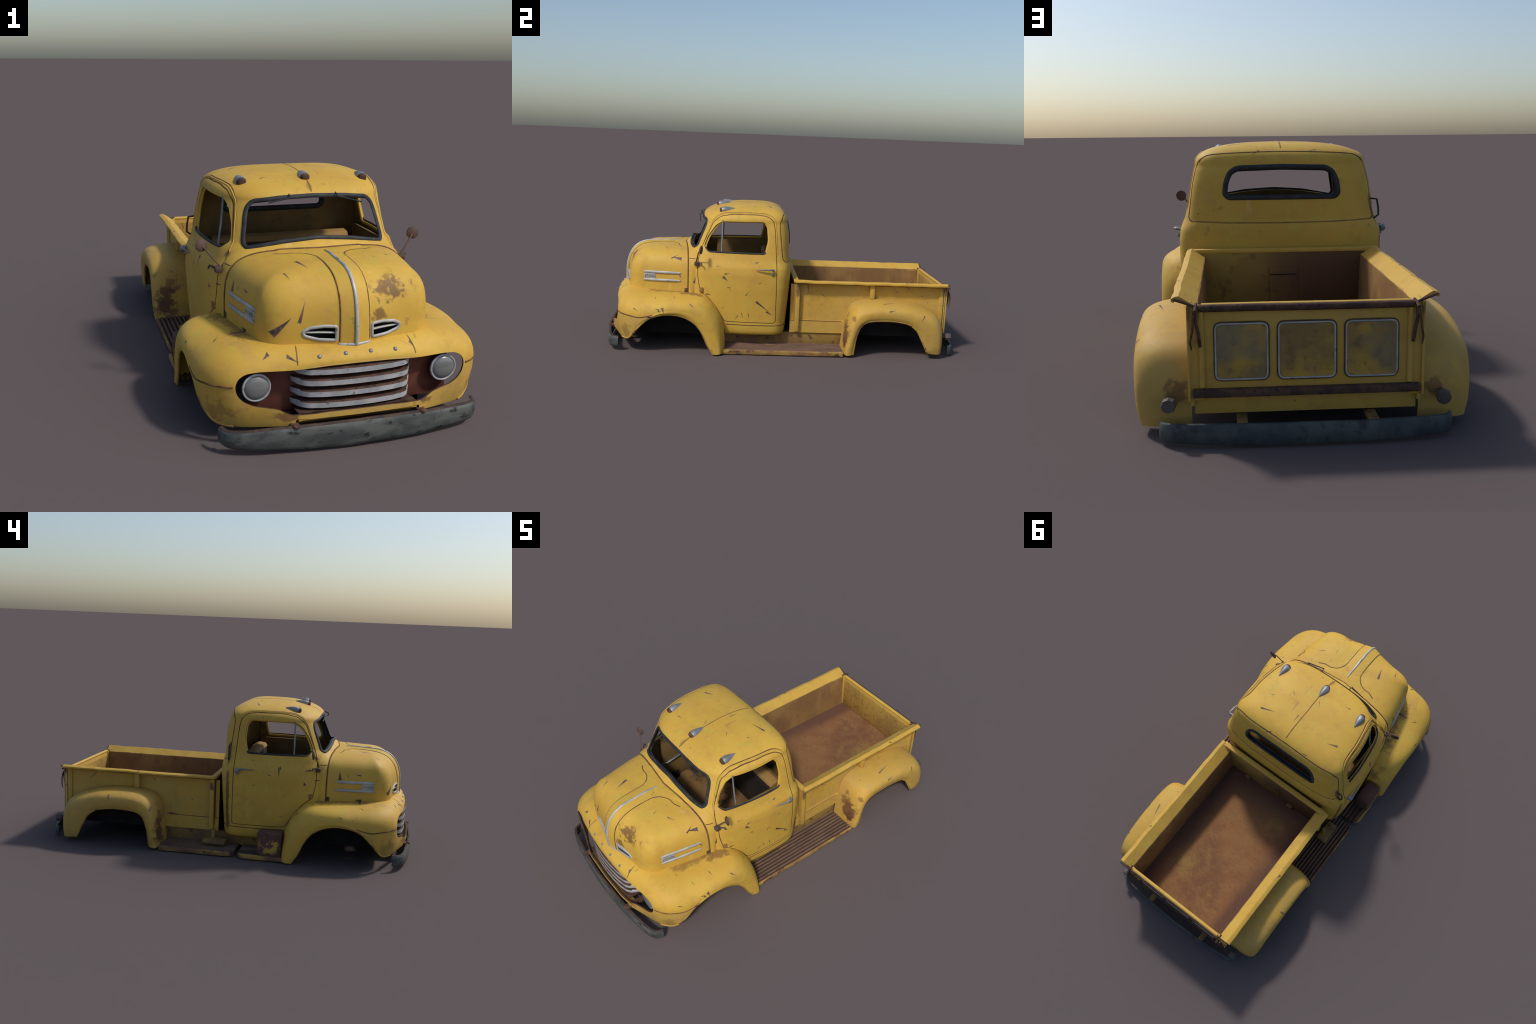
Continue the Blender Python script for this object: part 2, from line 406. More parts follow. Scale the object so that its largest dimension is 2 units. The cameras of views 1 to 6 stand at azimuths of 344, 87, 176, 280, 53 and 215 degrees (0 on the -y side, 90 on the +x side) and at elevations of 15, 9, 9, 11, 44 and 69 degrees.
M_rfend = yellow('yellow_paint_rear_fender', grime=.6, dull=.75, rust=bothsides([((.425, .350, .10), (.060, .05, .095), 1.2, .9), ((.435, .355, .075), (.035, .05, .045), .4, 1.0),
        ((.475, .385, .22), (.02, .02, .02), 1.5, .6), ((.40, .35, .18), (.05, .03, .06), 2.2, .6)]) + [((.36, .90, .13), (.04, .03, .05), 1.2, .7), ((-.36, .9, .12), (.03, .03, .03), 1.2, .7)])
M_bed = yellow('yellow_paint_bed', grime=.55, dull=.5, rust=bothsides([((.345, .085, .345), (.02, .02, .045), .6, .85), ((.33, .93, .36), (.02, .03, .03), .8, .6)]))
M_rail = yellow('yellow_paint_rail', grime=.5, dull=.2, rust=bothsides([((.33, .955, .385), (.06, .016, .04), .5, .9)]))

def bed_inner():
    b = NB('dirty_mustard_paint'); n1 = b.noise(4, 5); n2 = b.noise(18, 5, .65); st = b.noise(9, 4, .6, b.map(scale=(1, 1, .25)))
    c = b.mix(b.ss(n1, .35, .65), (.30, .175, .05), (.42, .26, .055)); c = b.mix(b.math('MULTIPLY', b.ss(st, .5, .7), .6), c, (.25, .135, .06))
    c = b.mix(b.math('MULTIPLY', b.ss(n2, .55, .72), .6), c, (.17, .09, .04)); c = b.mix(b.math('MULTIPLY', b.ss(b.noise(60, 5, .7), .54, .62), .7), c, (.13, .075, .03)); b.bump(n2, .2, .002)
    return b.done(c, .75, 0, .2)
M_inner = bed_inner()
def bed_wall():
    b = NB('brown_stained_wall'); n1 = b.noise(5, 5); n2 = b.noise(16, 5, .65); st = b.noise(12, 4, .6, b.map(scale=(1, 1, .2)))
    c = b.mix(b.ss(n1, .35, .65), (.23, .125, .05), (.33, .19, .065)); c = b.mix(b.math('MULTIPLY', b.ss(st, .48, .7), .6), c, (.19, .10, .05))
    c = b.mix(b.math('MULTIPLY', b.ss(n2, .56, .72), .5), c, (.13, .065, .035)); b.bump(n2, .2, .002)
    return b.done(c, .78, 0, .2)
M_wall = bed_wall()
def front_wall():
    b = NB('patchy_bulkhead'); n1 = b.noise(5, 5); n2 = b.noise(16, 5, .65)
    x = b.n('ShaderNodeSeparateXYZ'); b.l(b.co, x.inputs[0])
    g = b.ss(b.math('ADD', x.outputs[0], b.math('MULTIPLY', n1, .25)), .0, .35)
    c = b.mix(g, (.13, .062, .03), (.36, .225, .05))
    c = b.mix(b.math('MULTIPLY', b.ss(n2, .52, .7), .6), c, (.12, .06, .03)); b.bump(n2, .2, .002)
    return b.done(c, .78, 0, .2)
M_bulk = front_wall()
def bed_floor():
    b = NB('rusty_floor'); n1 = b.noise(3.5, 6, .62); n2 = b.noise(14, 6, .7); n3 = b.noise(55, 4, .7)
    c = b.mix(b.ss(n1, .34, .66), (.175, .082, .042), (.27, .13, .052))
    c = b.mix(b.math('MULTIPLY', b.ss(n2, .45, .7), .7), c, (.25, .14, .058))
    c = b.mix(b.math('MULTIPLY', b.ss(b.noise(5, 4, .6, b.map(loc=(3, 1, 0))), .55, .75), .6), c, (.33, .21, .06))
    c = b.mix(b.math('MULTIPLY', b.ss(n3, .5, .72), .45), c, (.12, .052, .03))
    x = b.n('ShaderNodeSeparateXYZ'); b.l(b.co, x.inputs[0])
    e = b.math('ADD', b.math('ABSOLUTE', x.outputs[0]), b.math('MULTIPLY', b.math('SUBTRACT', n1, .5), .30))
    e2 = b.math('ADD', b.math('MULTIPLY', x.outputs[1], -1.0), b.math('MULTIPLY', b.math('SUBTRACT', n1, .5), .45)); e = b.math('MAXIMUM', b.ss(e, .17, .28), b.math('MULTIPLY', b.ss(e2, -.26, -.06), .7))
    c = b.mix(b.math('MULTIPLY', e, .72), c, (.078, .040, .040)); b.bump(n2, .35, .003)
    return b.done(c, .85, 0, .2)
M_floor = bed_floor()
M_rust = simple('rust_brown', (.060, .031, .024), (.115, .058, .036), 25, .8, c3=(.035, .021, .018), t3=(.52, .68))
M_seam = simple('rusty_seam', (.10, .05, .026), (.20, .10, .04), 22, .85, c3=(.05, .028, .018), t3=(.56, .66), s3=30, bump=.1)
M_soft = simple('worn_seam', (.20, .105, .035), (.30, .165, .045), 14, .8, bump=.1)
M_red = simple('red_oxide', (.115, .036, .024), (.15, .052, .034), 9, .8, c3=(.07, .028, .02), t3=(.6, .75), s3=30)
M_chrome = simple('weathered_trim', (.36, .37, .38), (.50, .50, .50), 16, .5, .25, c3=(.22, .20, .19), t3=(.60, .70), s3=45)
M_chromed = simple('trim_dirty', (.34, .345, .33), (.47, .465, .42), 20, .55, .15, c3=(.20, .13, .08), t3=(.58, .7), s3=40)
M_lens = simple('headlight_glass', (.19, .195, .19), (.27, .275, .265), 6, .3, .3, spec=.5, stretch=(.4, 1, 3))
M_rubber = simple('black_rubber', (.018, .02, .023), (.035, .038, .042), 20, .6, c3=(.10, .075, .05), t3=(.62, .7))
M_dark = simple('dark_underbody', (.010, .010, .011), (.018, .017, .016), 12, .9)
M_bump = simple('bumper_steel', (.07, .078, .074), (.135, .142, .130), 12, .55, .3, c3=(.028, .028, .03), t3=(.55, .66), s3=26, stretch=(.7, 1, 1.4))
M_bumprust = simple('bumper_rust', (.042, .030, .026), (.085, .050, .036), 14, .75, c3=(.03, .025, .024), t3=(.5, .65))
M_rbump = simple('rear_bumper_steel', (.055, .066, .068), (.09, .102, .098), 10, .6, .2, c3=(.05, .05, .055), t3=(.5, .68), s3=24)
def tread():
    b = NB('running_board_tread'); x = b.n('ShaderNodeSeparateXYZ'); b.l(b.co, x.inputs[0])
    g = b.math('COSINE', b.math('MULTIPLY', b.math('SUBTRACT', b.math('ABSOLUTE', x.outputs[0]), .292), 2 * math.pi * 9 / .178))
    n = b.noise(9, 5, .6, b.map(scale=(2, .35, 1))); n2 = b.noise(30, 4, .65, b.map(scale=(1.5, .5, 1)))
    c = b.mix(b.ss(n, .35, .65), (.125, .078, .055), (.175, .105, .066)); c = b.mix(b.math('MULTIPLY', b.ss(n2, .52, .7), .6), c, (.09, .042, .032))
    c = b.mix(b.math('MULTIPLY', b.ss(b.noise(13, 4, .6, b.map(loc=(5, 3, 0), scale=(2, .4, 1))), .60, .68), .55), c, (.33, .20, .06))
    c = b.mix(b.math('MULTIPLY', b.ss(g, .1, -.9), .75), c, (.045, .026, .02)); return b.done(c, .85, 0, .2)
M_board = tread()
M_edge = simple('running_board_edge', (.17, .085, .05), (.42, .26, .06), 12, .75, c3=(.10, .05, .035), t3=(.55, .65), s3=30, stretch=(1, .5, 1))
M_sill = simple('dirty_sill', (.30, .18, .045), (.18, .10, .045), 9, .8, c3=(.08, .045, .03), t3=(.56, .7), s3=22)
M_seat = simple('brown_seat', (.16, .088, .036), (.24, .135, .05), 6, .7, c3=(.05, .032, .022), t3=(.52, .64), s3=7)
M_seatdark = simple('shadow_blackened_seat', (.020, .016, .014), (.035, .026, .022), 7, .7, c3=(.07, .042, .028), t3=(.58, .7), s3=9)  # near-black bakes the shadow on the seat back's face into its colour
M_bolster = simple('tan_bolster', (.27, .16, .05), (.33, .20, .06), 8, .7)
M_cabin = simple('cabin_dark', (.016, .013, .011), (.03, .022, .016), 8, .85)
M_lining = simple('shade_darkened_lining', (.15, .092, .034), (.21, .13, .040), 6, .75, c3=(.12, .075, .03), t3=(.55, .75), s3=16)  # body yellow browned down to carry the cab's interior shade
M_steel = simple('dull_steel', (.20, .215, .23), (.30, .31, .32), 20, .5, .4, c3=(.13, .09, .06), t3=(.6, .7))
M_mirror = simple('rusted_mirror', (.075, .05, .043), (.12, .075, .058), 22, .7, .1, c3=(.14, .075, .04), t3=(.58, .7))
M_tail = simple('tail_lamp_grey', (.075, .06, .06), (.12, .10, .10), 20, .6, .2)
def stepbox():
    b = NB('flaked_step_box'); n = b.noise(34, 5, .6); n1 = b.noise(9, 3)
    m = b.math('MULTIPLY', b.ss(n, .50, .54), b.ss(b.vec('LENGTH', b.vec('MULTIPLY', b.vec('SUBTRACT', b.co, (-.487, -.262, .085)), (10, 17, 19))), 1.15, .6))
    c = b.mix(b.ss(n1, .35, .65), (.085, .038, .034), (.13, .062, .05)); c = b.mix(m, c, (.50, .30, .05)); return b.done(c, .75, 0, .25)
M_box = stepbox()
def tail_panel():
    b = NB('stained_tail_panel'); n1 = b.noise(7, 5); n2 = b.noise(32, 5, .65)
    c = b.mix(b.ss(n1, .36, .62), (.26, .165, .06), (.46, .28, .05)); c = b.mix(b.math('MULTIPLY', b.ss(n2, .5, .66), .75), c, (.17, .105, .05))
    c = b.mix(b.math('MULTIPLY', b.ss(b.noise(5, 4, .6, b.map(loc=(7, 1, 3))), .5, .64), .7), c, (.19, .165, .11)); b.bump(n2, .3, .002)
    return b.done(c, .75, 0, .25)
M_tpan = tail_panel()

M_lip = simple('worn_lip_paint', (.50, .30, .05), (.30, .165, .05), 9, .75, c3=(.14, .07, .03), t3=(.56, .68), s3=20)
# ------------------------------------------------------------------ the truck
ROOT = bpy.data.objects.new('pickup_truck', None); bpy.context.scene.collection.objects.link(ROOT)
ROOT["label"] = "weathered yellow vintage pickup truck body without wheels"; ROOT["category"] = "pickup truck"

# ---------- cab shell: plan outlines stacked over height, then a domed roof
LZ = [(.085, .366, .014), (.092, .378, .021), (.105, .384, .026), (.13, .388, .029), (.167, .390, .031), (.25, .396, .037), (.35, .402, .044),
      (.43, .403, .047), (.465, .398, .047), (.487, .389, .044), (.505, .381, .037), (.53, .374, .036), (.56, .368, .035), (.60, .361, .034), (.65, .352, .032),
      (.70, .341, .023), (.715, .337, .018)]
zs = np.array([a[0] for a in LZ]); ws = np.array([a[1] for a in LZ]); yb = np.array([a[2] for a in LZ])
Z0, ZT, YC = .715, .803, -.20
def yfront(z): return np.interp(z, [.08, .55, .60, .715, .735], [-.548, -.548, -.526, -.470, -.461])
def cab_section(z, cap=None, n=260):
    if cap is None:
        w = np.interp(z, zs, ws); ybk = np.interp(z, zs, yb); yf = yfront(z); hx = hf = hb = 1
    else:
        w, ybk, yf = ws[-1], yb[-1], yfront(Z0)
        hx = (1 - cap ** 2.6) ** (1 / 2.6); hf = (1 - cap ** 1.95) ** (1 / 1.95); hb = (1 - cap ** 2.6) ** (1 / 2.6)
    up = float(np.clip((z - .47) / .10, 0, 1)); top = 0 if cap is None else cap
    nf = 8 + (4.6 - 8) * up - .8 * top; nb = 8.5 - .5 * up - 1.2 * top
    tp = .095 + .015 * up; bow = .010 + .022 * up
    th = np.linspace(0, 2 * np.pi, 1600, endpoint=False); c, s = np.cos(th), np.sin(th)
    e = np.where(s < 0, nf, nb)
    x = np.sign(c) * np.abs(c) ** (2 / e); y = np.sign(s) * np.abs(s) ** (2 / e)
    X = w * hx * x; Y = np.where(s < 0, YC + y * (YC - yf) * hf, YC + y * (ybk - YC) * hb)
    f = np.clip(-y, 0, 1); X = X * (1 - tp * f ** 1.25)
    Y = Y + np.where(s < 0, bow * hf * np.abs(x) ** 2.5 * f, -.014 * hb * np.abs(x) ** 3 * np.clip(y, 0, 1)); X = X * (1 - .014 * np.clip(y, 0, 1) ** 2)
    L = np.stack([X, Y], 1); L = resample(np.vstack([L, L[:1]]), n + 1)[:-1]
    return np.c_[L, np.full(n, z)]
rows = [cab_section(z) for z in np.r_[.085, .088, .092, .098, np.linspace(.105, Z0, 62)]]
for k in range(1, 27):
    g = math.sin(k / 27 * math.pi / 2); rows.append(cab_section(Z0 + (ZT - Z0) * g, g))
n = len(rows[0]); V = np.vstack(rows); F = grid_faces(len(rows), n, False, True)
V = np.vstack([V, [[0, YC - .01, ZT + .001]]]); last = (len(rows) - 1) * n
F += [(last + j, last + (j + 1) % n, len(V) - 1) for j in range(n)]
cab = shell('cab', V, F, M_cab, .016, outward=(0, -.2, .45), inner=M_lining)
cab_skin = tree(cab)

# openings
win_side = round_poly([(-.351, .716), (-.122, .722), (-.097, .700), (-.089, .62), (-.106, .542), (-.425, .542), (-.452, .572), (-.428, .634), (-.389, .692)], .016)
shield = [(-.262, .556), (-.13, .577), (0, .585), (.13, .577), (.262, .556), (.270, .575), (.252, .668), (.243, .696), (.222, .716), (.12, .728), (0, .732), (-.12, .728), (-.222, .716), (-.243, .696), (-.252, .668), (-.270, .575)]
shield = round_poly(shield, .012, 3)
back_w = round_poly([(-.205, .592), (.205, .592), (.220, .606), (.214, .655), (.198, .69), (.172, .706), (0, .711), (-.172, .706), (-.198, .69), (-.214, .655), (-.220, .606)], .02, 4)
door_out = round_poly([(-.480, .415), (-.479, .506), (-.466, .559), (-.402, .706), (-.362, .742), (-.291, .756), (-.162, .757), (-.101, .751), (-.068, .727), (-.058, .678),
                       (-.044, .484), (-.040, .160), (-.325, .163), (-.371, .241), (-.416, .294), (-.462, .328), (-.470, .36)], .02, 4)
seal_front, sn = cast(cab_skin, resample(np.vstack([offset_poly(shield, -.002), offset_poly(shield, -.002)[:1]]), 161)[:-1], 'y', -1)
seal_back, sbn = cast(cab_skin, resample(np.vstack([back_w, back_w[:1]]), 121)[:-1], 'y', 1)
boolean(cab, prism(shield, 'y', -.80, -.30, M_rubber))
boolean(cab, prism(back_w, 'y', -.06, .30, M_rubber))
well = [(-.90, .0), (-.312, .0), (-.318, .10), (-.345, .185), (-.385, .245), (-.43, .283), (-.48, .305), (-.56, .315), (-.90, .315)]
boolean(cab, prism(well, 'x', -.6, .6, M_dark))
shellcopy = dup(cab)
boolean(cab, prism(offset_poly(door_out, .0025), 'x', .24, .6, M_seam)); boolean(cab, prism(offset_poly(door_out, .0025), 'x', -.6, -.24, M_seam))
doors = []
for sx in (1, -1):
    d = dup(shellcopy, 'door')
    boolean(d, prism(offset_poly(door_out, -.0015), 'x', *(sorted((sx * .24, sx * .6))), M_seam), 'INTERSECT')
    boolean(d, prism(win_side, 'x', *(sorted((sx * .20, sx * .65))), M_paint))
    doors.append(d)
kill(shellcopy)
door_skin = tree(*doors); body_skin = tree(cab, *doors)

tube('windshield_seal', seal_front, .0085, M_rubber, cab, 8, True, .55, sn)
tube('window_seal', seal_back, .009, M_rubber, cab, 8, True, .6, sbn)
tube('window_seal', seal_back - sbn * .017, .010, M_rubber, cab, 8, True, .5, sbn)
# inner lip makes the pillars look thick
for sx, d in zip((1, -1), doors):
    P, N = cast(cab_skin, resample(np.vstack([win_side, win_side[:1]]), 121)[:-1], 'x', sx, -.012)
    tube('window_frame', P, .007, M_paint, d, 8, True, .8, N)
    P, N = cast(cab_skin, resample([(-.444, .570), (-.437, .556), (-.422, .5475), (-.115, .5475), (-.106, .556)], 60), 'x', sx, -.005)
    tube('window_gasket', P, .0055, M_rubber, d, 8, False, .8, N)
    tube('window_bar', [(sx * .328, -.352, .540), (sx * .316, -.351, .62), (sx * .306, -.349, .722)], .0042, M_steel, d, 8)
for sx in (1, -1):
    dp = resample(np.vstack([door_out, door_out[:1]]), 221)[:-1]
    P, N = cast(cab_skin, dp, 'x', sx, -.0035); o = tube('door_gap', P, .0046, M_seam, cab, 8, True, .6, N); o["kind"] = "stuff"
# drip rail over the door, roof seams
for sx in (1, -1):
    drip = catmull([(-.474, .54), (-.452, .60), (-.408, .708), (-.365, .7475), (-.29, .7615), (-.16, .7625), (-.097, .7565), (-.0635, .732), (-.053, .68), (-.042, .55)], 70)
    seam('drip_rail', cab_skin, drip, 'x', sx, .0034, M_paint, cab, 90, .9)
    seam('drip_rail_rust', cab_skin, offset_poly(drip, 0) + np.array([0, .0035]), 'x', sx, .0026, M_seam, cab, 90, .4)
    q = catmull([(-.020, .742), (-.030, .715), (-.029, .68), (-.023, .618), (-.012, .53), (-.002, .510), (.012, .501)], 40)
    seam('panel_seam', cab_skin, q, 'x', sx, .0028, M_seam, cab, 50, .4)
    seam('rocker_seam', cab_skin, [(-.315, .146), (-.15, .144), (.02, .145)], 'x', sx, .0024, M_seam, cab, 40, .4)
seam('panel_seam', cab_skin, [(-.345, .503), (-.2, .497), (0, .495), (.2, .497), (.345, .503)], 'y', 1, .0028, M_soft, cab, 60, .4)
seam('roof_seam', cab_skin, catmull([(-.315, .728), (-.300, .745), (-.26, .757), (-.13, .764), (0, .766), (.13, .764), (.26, .757), (.300, .745), (.315, .728)], 40), 'y', 1, .0028, M_seam, cab, 60, .4)
seam('roof_seam', cab_skin, [(0, -.455), (.003, -.40), (0, -.3), (-.003, -.2), (0, -.06), (0, -.025)], 'z', 1, .0030, M_soft, cab, 60, .3)

# ---------- hood
HB = catmull([(.346, -.536, .309), (.338, -.60, .312), (.322, -.69, .316), (.306, -.765, .319), (.298, -.812, .320), (.273, -.846, .321), (.229, -.868, .321), (.15, -.882, .320), (.07, -.899, .318), (0, -.910, .317)], 90)
def hood_point(u, v):
    k = u * (len(HB) - 1); i = min(int(k), len(HB) - 2); b = HB[i] + (HB[i + 1] - HB[i]) * (k - i)
    ry = -.570 - .15 * u ** 1.2
    rz = np.interp(-ry, [.57, .66, .72], [.554, .553, .548])
    nn = np.interp(u, [0, .45, .75, 1], [4.6, 4.3, 3.2, 3.05])
    a = v * math.pi / 2
    h = math.cos(a) ** (2 / nn) if v < 1 else 0.0; g = math.sin(a) ** (2 / nn)
    rear = 1 - min(1, u / .10)
    p = np.array([b[0] * h, ry + (b[1] - ry) * h, b[2] + (rz - b[2]) * g])
    return p
def centre_rise(x, y):
    half = .051 + .11 * np.clip((y + .66) / .10, 0, 1) ** 2
    s = np.clip((half + .004 - abs(x)) / .008, 0, 1); s = s * s * (3 - 2 * s)
    return .003 * s + .005 * max(0, 1 - abs(x) / .05) ** 1.3 * float(np.clip((-.575 - y) / .07, 0, 1))
nu, nv = 150, 70
us = np.linspace(0, 1, nu); vs = 1 - (1 - np.linspace(0, 1, nv)) ** 1.0
G = np.array([[hood_point(u, v) for v in vs] for u in us])
du = np.gradient(G, axis=0); dv = np.gradient(G, axis=1); NN = np.cross(du, dv); NN /= np.linalg.norm(NN, axis=2)[..., None] + 1e-12
if NN[40, 20, 0] < 0: NN = -NN
NN[:, -1] = (0, 0, 1)
for i in range(nu):
    for j in range(nv):
        G[i, j] += NN[i, j] * centre_rise(G[i, j, 0], G[i, j, 1])
G[-1, :, 0] = 0; G[:, -1, 0] = 0
Vh = np.vstack([G.reshape(-1, 3), (G * [-1, 1, 1]).reshape(-1, 3)])
f0 = grid_faces(nu, nv); off = nu * nv
hood = shell('hood', Vh, f0 + [tuple(reversed([i + off for i in f])) for f in f0], M_hood, .008, outward=(0, -.65, .3))
hood_skin = tree(hood)
nostril = round_poly([(.062, .335), (.061, .381), (.10, .383), (.148, .377), (.171, .364), (.164, .350), (.12, .338)], .007, 3)
for sx in (1, -1):
    po = nostril * [sx, 1]
    P, N = cast(hood_skin, resample(np.vstack([po, po[:1]]), 61)[:-1], 'y', -1)
    tube('nostril_bezel', P, .0055, M_chromed, hood, 8, True, .8, N)
    q = [(sx * .06, .3585), (sx * .11, .3605), (sx * .17, .361)]
    P, N = cast(hood_skin, q, 'y', -1, -.008); tube('nostril_slat', P, .0042, M_chromed, hood, 8, False, 1.5, N)
    boolean(hood, prism(po, 'y', -1.2, -.7, M_chromed))
    box('nostril_duct', (min(sx * .05, sx * .18), -.865, .328), (max(sx * .05, sx * .18), -.855, .39), M_dark, hood, 0)
hb = tree(hood)
gro = catmull([(.052, .330), (.051, .40), (.050, .46), (.050, .488)], 20)
for sx in (1, -1):
    P1, N1 = cast(hood_skin, gro * [sx, 1], 'y', -1)
    top2 = catmull([(.0505, -.890), (.051, -.80), (.051, -.70), (.056, -.655), (.078, -.622), (.112, -.603), (.150, -.600), (.185, -.585)], 50)
    P2, N2 = cast(hood_skin, top2 * [sx, 1], 'z', 1)
    o = tube('hood_crease', np.vstack([P1, P2]), .0026, M_seam, hood, 8, False, .35, np.vstack([N1, N2])); o["kind"] = "stuff"
Pa, Na = cast(hood_skin, [(.0008, z) for z in np.linspace(.322, .47, 16)], 'y', -1, .001)
Pb, Nb_ = cast(hood_skin, [(.0008, y) for y in np.linspace(-.888, -.606, 40)], 'z', 1, .001)
zt = np.pad(Pb[:, 2], 4, 'reflect', reflect_type='odd'); zt = np.array([np.median(zt[i:i + 9]) for i in range(len(Pb))]); Pb[6:, 2] = zt[6:]; Nb_[6:] = np.array([0, -.15, 1.0])
Ps = np.vstack([Pa, Pb]); tube('hood_spear', Ps, .006, M_chrome, hood, 8, False, .7, np.vstack([Na, Nb_]), taper=np.r_[np.full(46, .006), np.linspace(.006, .003, 10)])
Pa, Na = cast(hood_skin, [(x, .3205) for x in np.linspace(-.054, .054, 21)], 'y', -1, .0005); tube('hood_lip', Pa, .005, M_chrome, hood, 8, False, .6, Na)
# side trim with badge
for sx in (1, -1):
    for za, zb_ in ((.420, .418), (.377, .374)):
        q = np.c_[np.linspace(-.785, -.576, 30), np.linspace(zb_, za, 30)]
        P, N = cast(hood_skin, q, 'x', sx, .002)
        tp = np.r_[np.linspace(.004, .0075, 4), np.full(20, .0075), np.linspace(.0075, .004, 6)]
        tube('hood_trim', P, .0075, M_chromed, hood, 8, False, .7, N, taper=tp)
    P, N = cast(hood_skin, [(-.782, .396), (-.716, .397)], 'x', sx, .0)
    c = (P[0] + P[1]) / 2; t = P[1] - P[0]; L = np.linalg.norm(t); t /= L; nrm = N.mean(0); nrm -= t * nrm.dot(t); nrm /= np.linalg.norm(nrm); up = np.cross(nrm, t); up *= np.sign(up[2])
    fr = Matrix((t, up, nrm)).transposed()
    pl = box('badge_plate', (-.033, -.0145, -.004), (.033, .0145, .003), M_chromed, hood, .002)
    pl.data.transform(Matrix.Translation(c) @ fr.to_4x4()); pl.data.update()
    read = t if sx > 0 else -t
    if np.dot(np.cross(read, up), nrm) < 0: read = -read
    fr2 = Matrix((read, up, nrm)).transposed()
    cu = bpy.data.curves.new('letters', 'FONT'); cu.body = 'FORD'; cu.size = .021; cu.extrude = .0012; cu.align_x = 'CENTER'; cu.align_y = 'CENTER'; cu.space_character = 1.05
    to = bpy.data.objects.new('letters', cu); bpy.context.scene.collection.objects.link(to)
    dg = bpy.context.evaluated_depsgraph_get(); dg.update(); tm = bpy.data.meshes.new_from_object(to.evaluated_get(dg)); bpy.data.objects.remove(to); bpy.data.curves.remove(cu)
    lo = bpy.data.objects.new('badge_lettering', tm); bpy.context.scene.collection.objects.link(lo); lo.parent = pl
    tm.materials.clear(); tm.materials.append(M_steel); tm.transform(Matrix.Translation(c + nrm * .0035) @ fr2.to_4x4()); finish(lo, 30)
    box('hinge', (min(sx * .338, sx * .350), -.552, .318), (max(sx * .338, sx * .350), -.536, .338), M_seam, hood, .003)

hg = HB + np.array([0, 0, -.003]); hg = np.vstack([hg, (hg * [-1, 1, 1])[::-1][1:]])
o = tube('hood_shadow_strip', hg, .0045, M_dark, hood, 8); o["kind"] = "stuff"  # dark tube modelled as the contact shadow under the hood edge
# ---------- cowl: strip between the hood edge and the windshield, down the cab side
def cowl_curve(k):
    H = [G[0, j] for j in range(0, nv)]; H = resample(np.array(H), 50)
    return H
Hc = cowl_curve(0) + np.array([0, .002, 0])
Hc[-1, 0] = 0
Wc = catmull([(.350, -.500, .315), (.352, -.490, .40), (.350, -.486, .46), (.336, -.484, .505), (.308, -.490, .534), (.270, -.504, .554), (.20, -.516, .569), (.10, -.525, .580), (0, -.529, .585)], 50)
cg = []
for i in range(50):
    a, b_ = Hc[i], Wc[i]
    for k in range(9):
        t = k / 8; p = a + (b_ - a) * t
        lift = math.sin(t * math.pi) * .004
        nrm = np.array([p[0] / .35, -.1, max(0, (p[2] - .45) / .1)]); nrm /= np.linalg.norm(nrm) + 1e-9
        cg.append(p + nrm * lift)
cg = np.array(cg); f1 = grid_faces(50, 9); cgm = cg * [-1, 1, 1]
cowl = shell('cowl', np.vstack([cg, cgm]), f1 + [tuple(reversed([i + 450 for i in f])) for f in f1], M_cab, .006, cab, outward=(0, -.45, .35))
o = tube('cowl_seam', np.vstack([Hc, (Hc * [-1, 1, 1])[::-1][1:]]) + np.array([0, .001, .0]), .0042, M_seam, cowl, 8); o["kind"] = "stuff"
for sx in (1, -1):
    seam('panel_seam', tree(cowl), [(-.53, .502), (-.495, .504)], 'x', sx, .002, M_seam, cowl, 12, .4)

# ---------- front fenders, nose panel, valance: one swept quarter-round, split along its seams
ST = [  # top/inner edge I            widest line B            lip D
    ((.385, -.318, .010), (.505, -.350, .006), (.500, -.380, .004)),
    ((.385, -.319, .060), (.504, -.360, .053), (.501, -.413, .056)),
    ((.385, -.327, .131), (.506, -.385, .110), (.502, -.440, .115)),
    ((.385, -.346, .194), (.508, -.415, .162), (.503, -.470, .160)),
    ((.380, -.374, .242), (.510, -.450, .197), (.504, -.502, .187)),
    ((.372, -.412, .283), (.511, -.488, .222), (.504, -.540, .207)),
    ((.355, -.458, .308), (.512, -.530, .236), (.505, -.582, .218)),
    ((.335, -.535, .316), (.514, -.585, .241), (.505, -.626, .221)),
    ((.322, -.615, .318), (.512, -.648, .239), (.505, -.680, .214)),
    ((.308, -.695, .320), (.509, -.712, .217), (.504, -.737, .192)),
    ((.293, -.770, .323), (.503, -.780, .202), (.497, -.788, .144)),
    ((.276, -.822, .324), (.486, -.831, .206), (.480, -.820, .102)),
    ((.250, -.846, .324), (.457, -.875, .210), (.451, -.848, .073)),
    ((.210, -.860, .324), (.408, -.909, .214), (.403, -.886, .068)),
    ((.165, -.872, .324), (.320, -.928, .222), (.320, -.920, .072)),
    ((.100, -.884, .323), (.200, -.940, .266), (.200, -.966, .085)),
    ((.050, -.892, .322), (.095, -.949, .277), (.095, -.974, .090)),
    ((.000, -.896, .322), (.000, -.952, .280), (.000, -.977, .092))]
nst = len(ST); NU = 171; NA, ND = 30, 16
sI = catmull([s[0] for s in ST], NU); sB = catmull([s[1] for s in ST], NU); sD = catmull([s[2] for s in ST], NU)
par = np.linspace(0, nst - 1, NU)
GF = np.zeros((NU, NA + ND, 3))
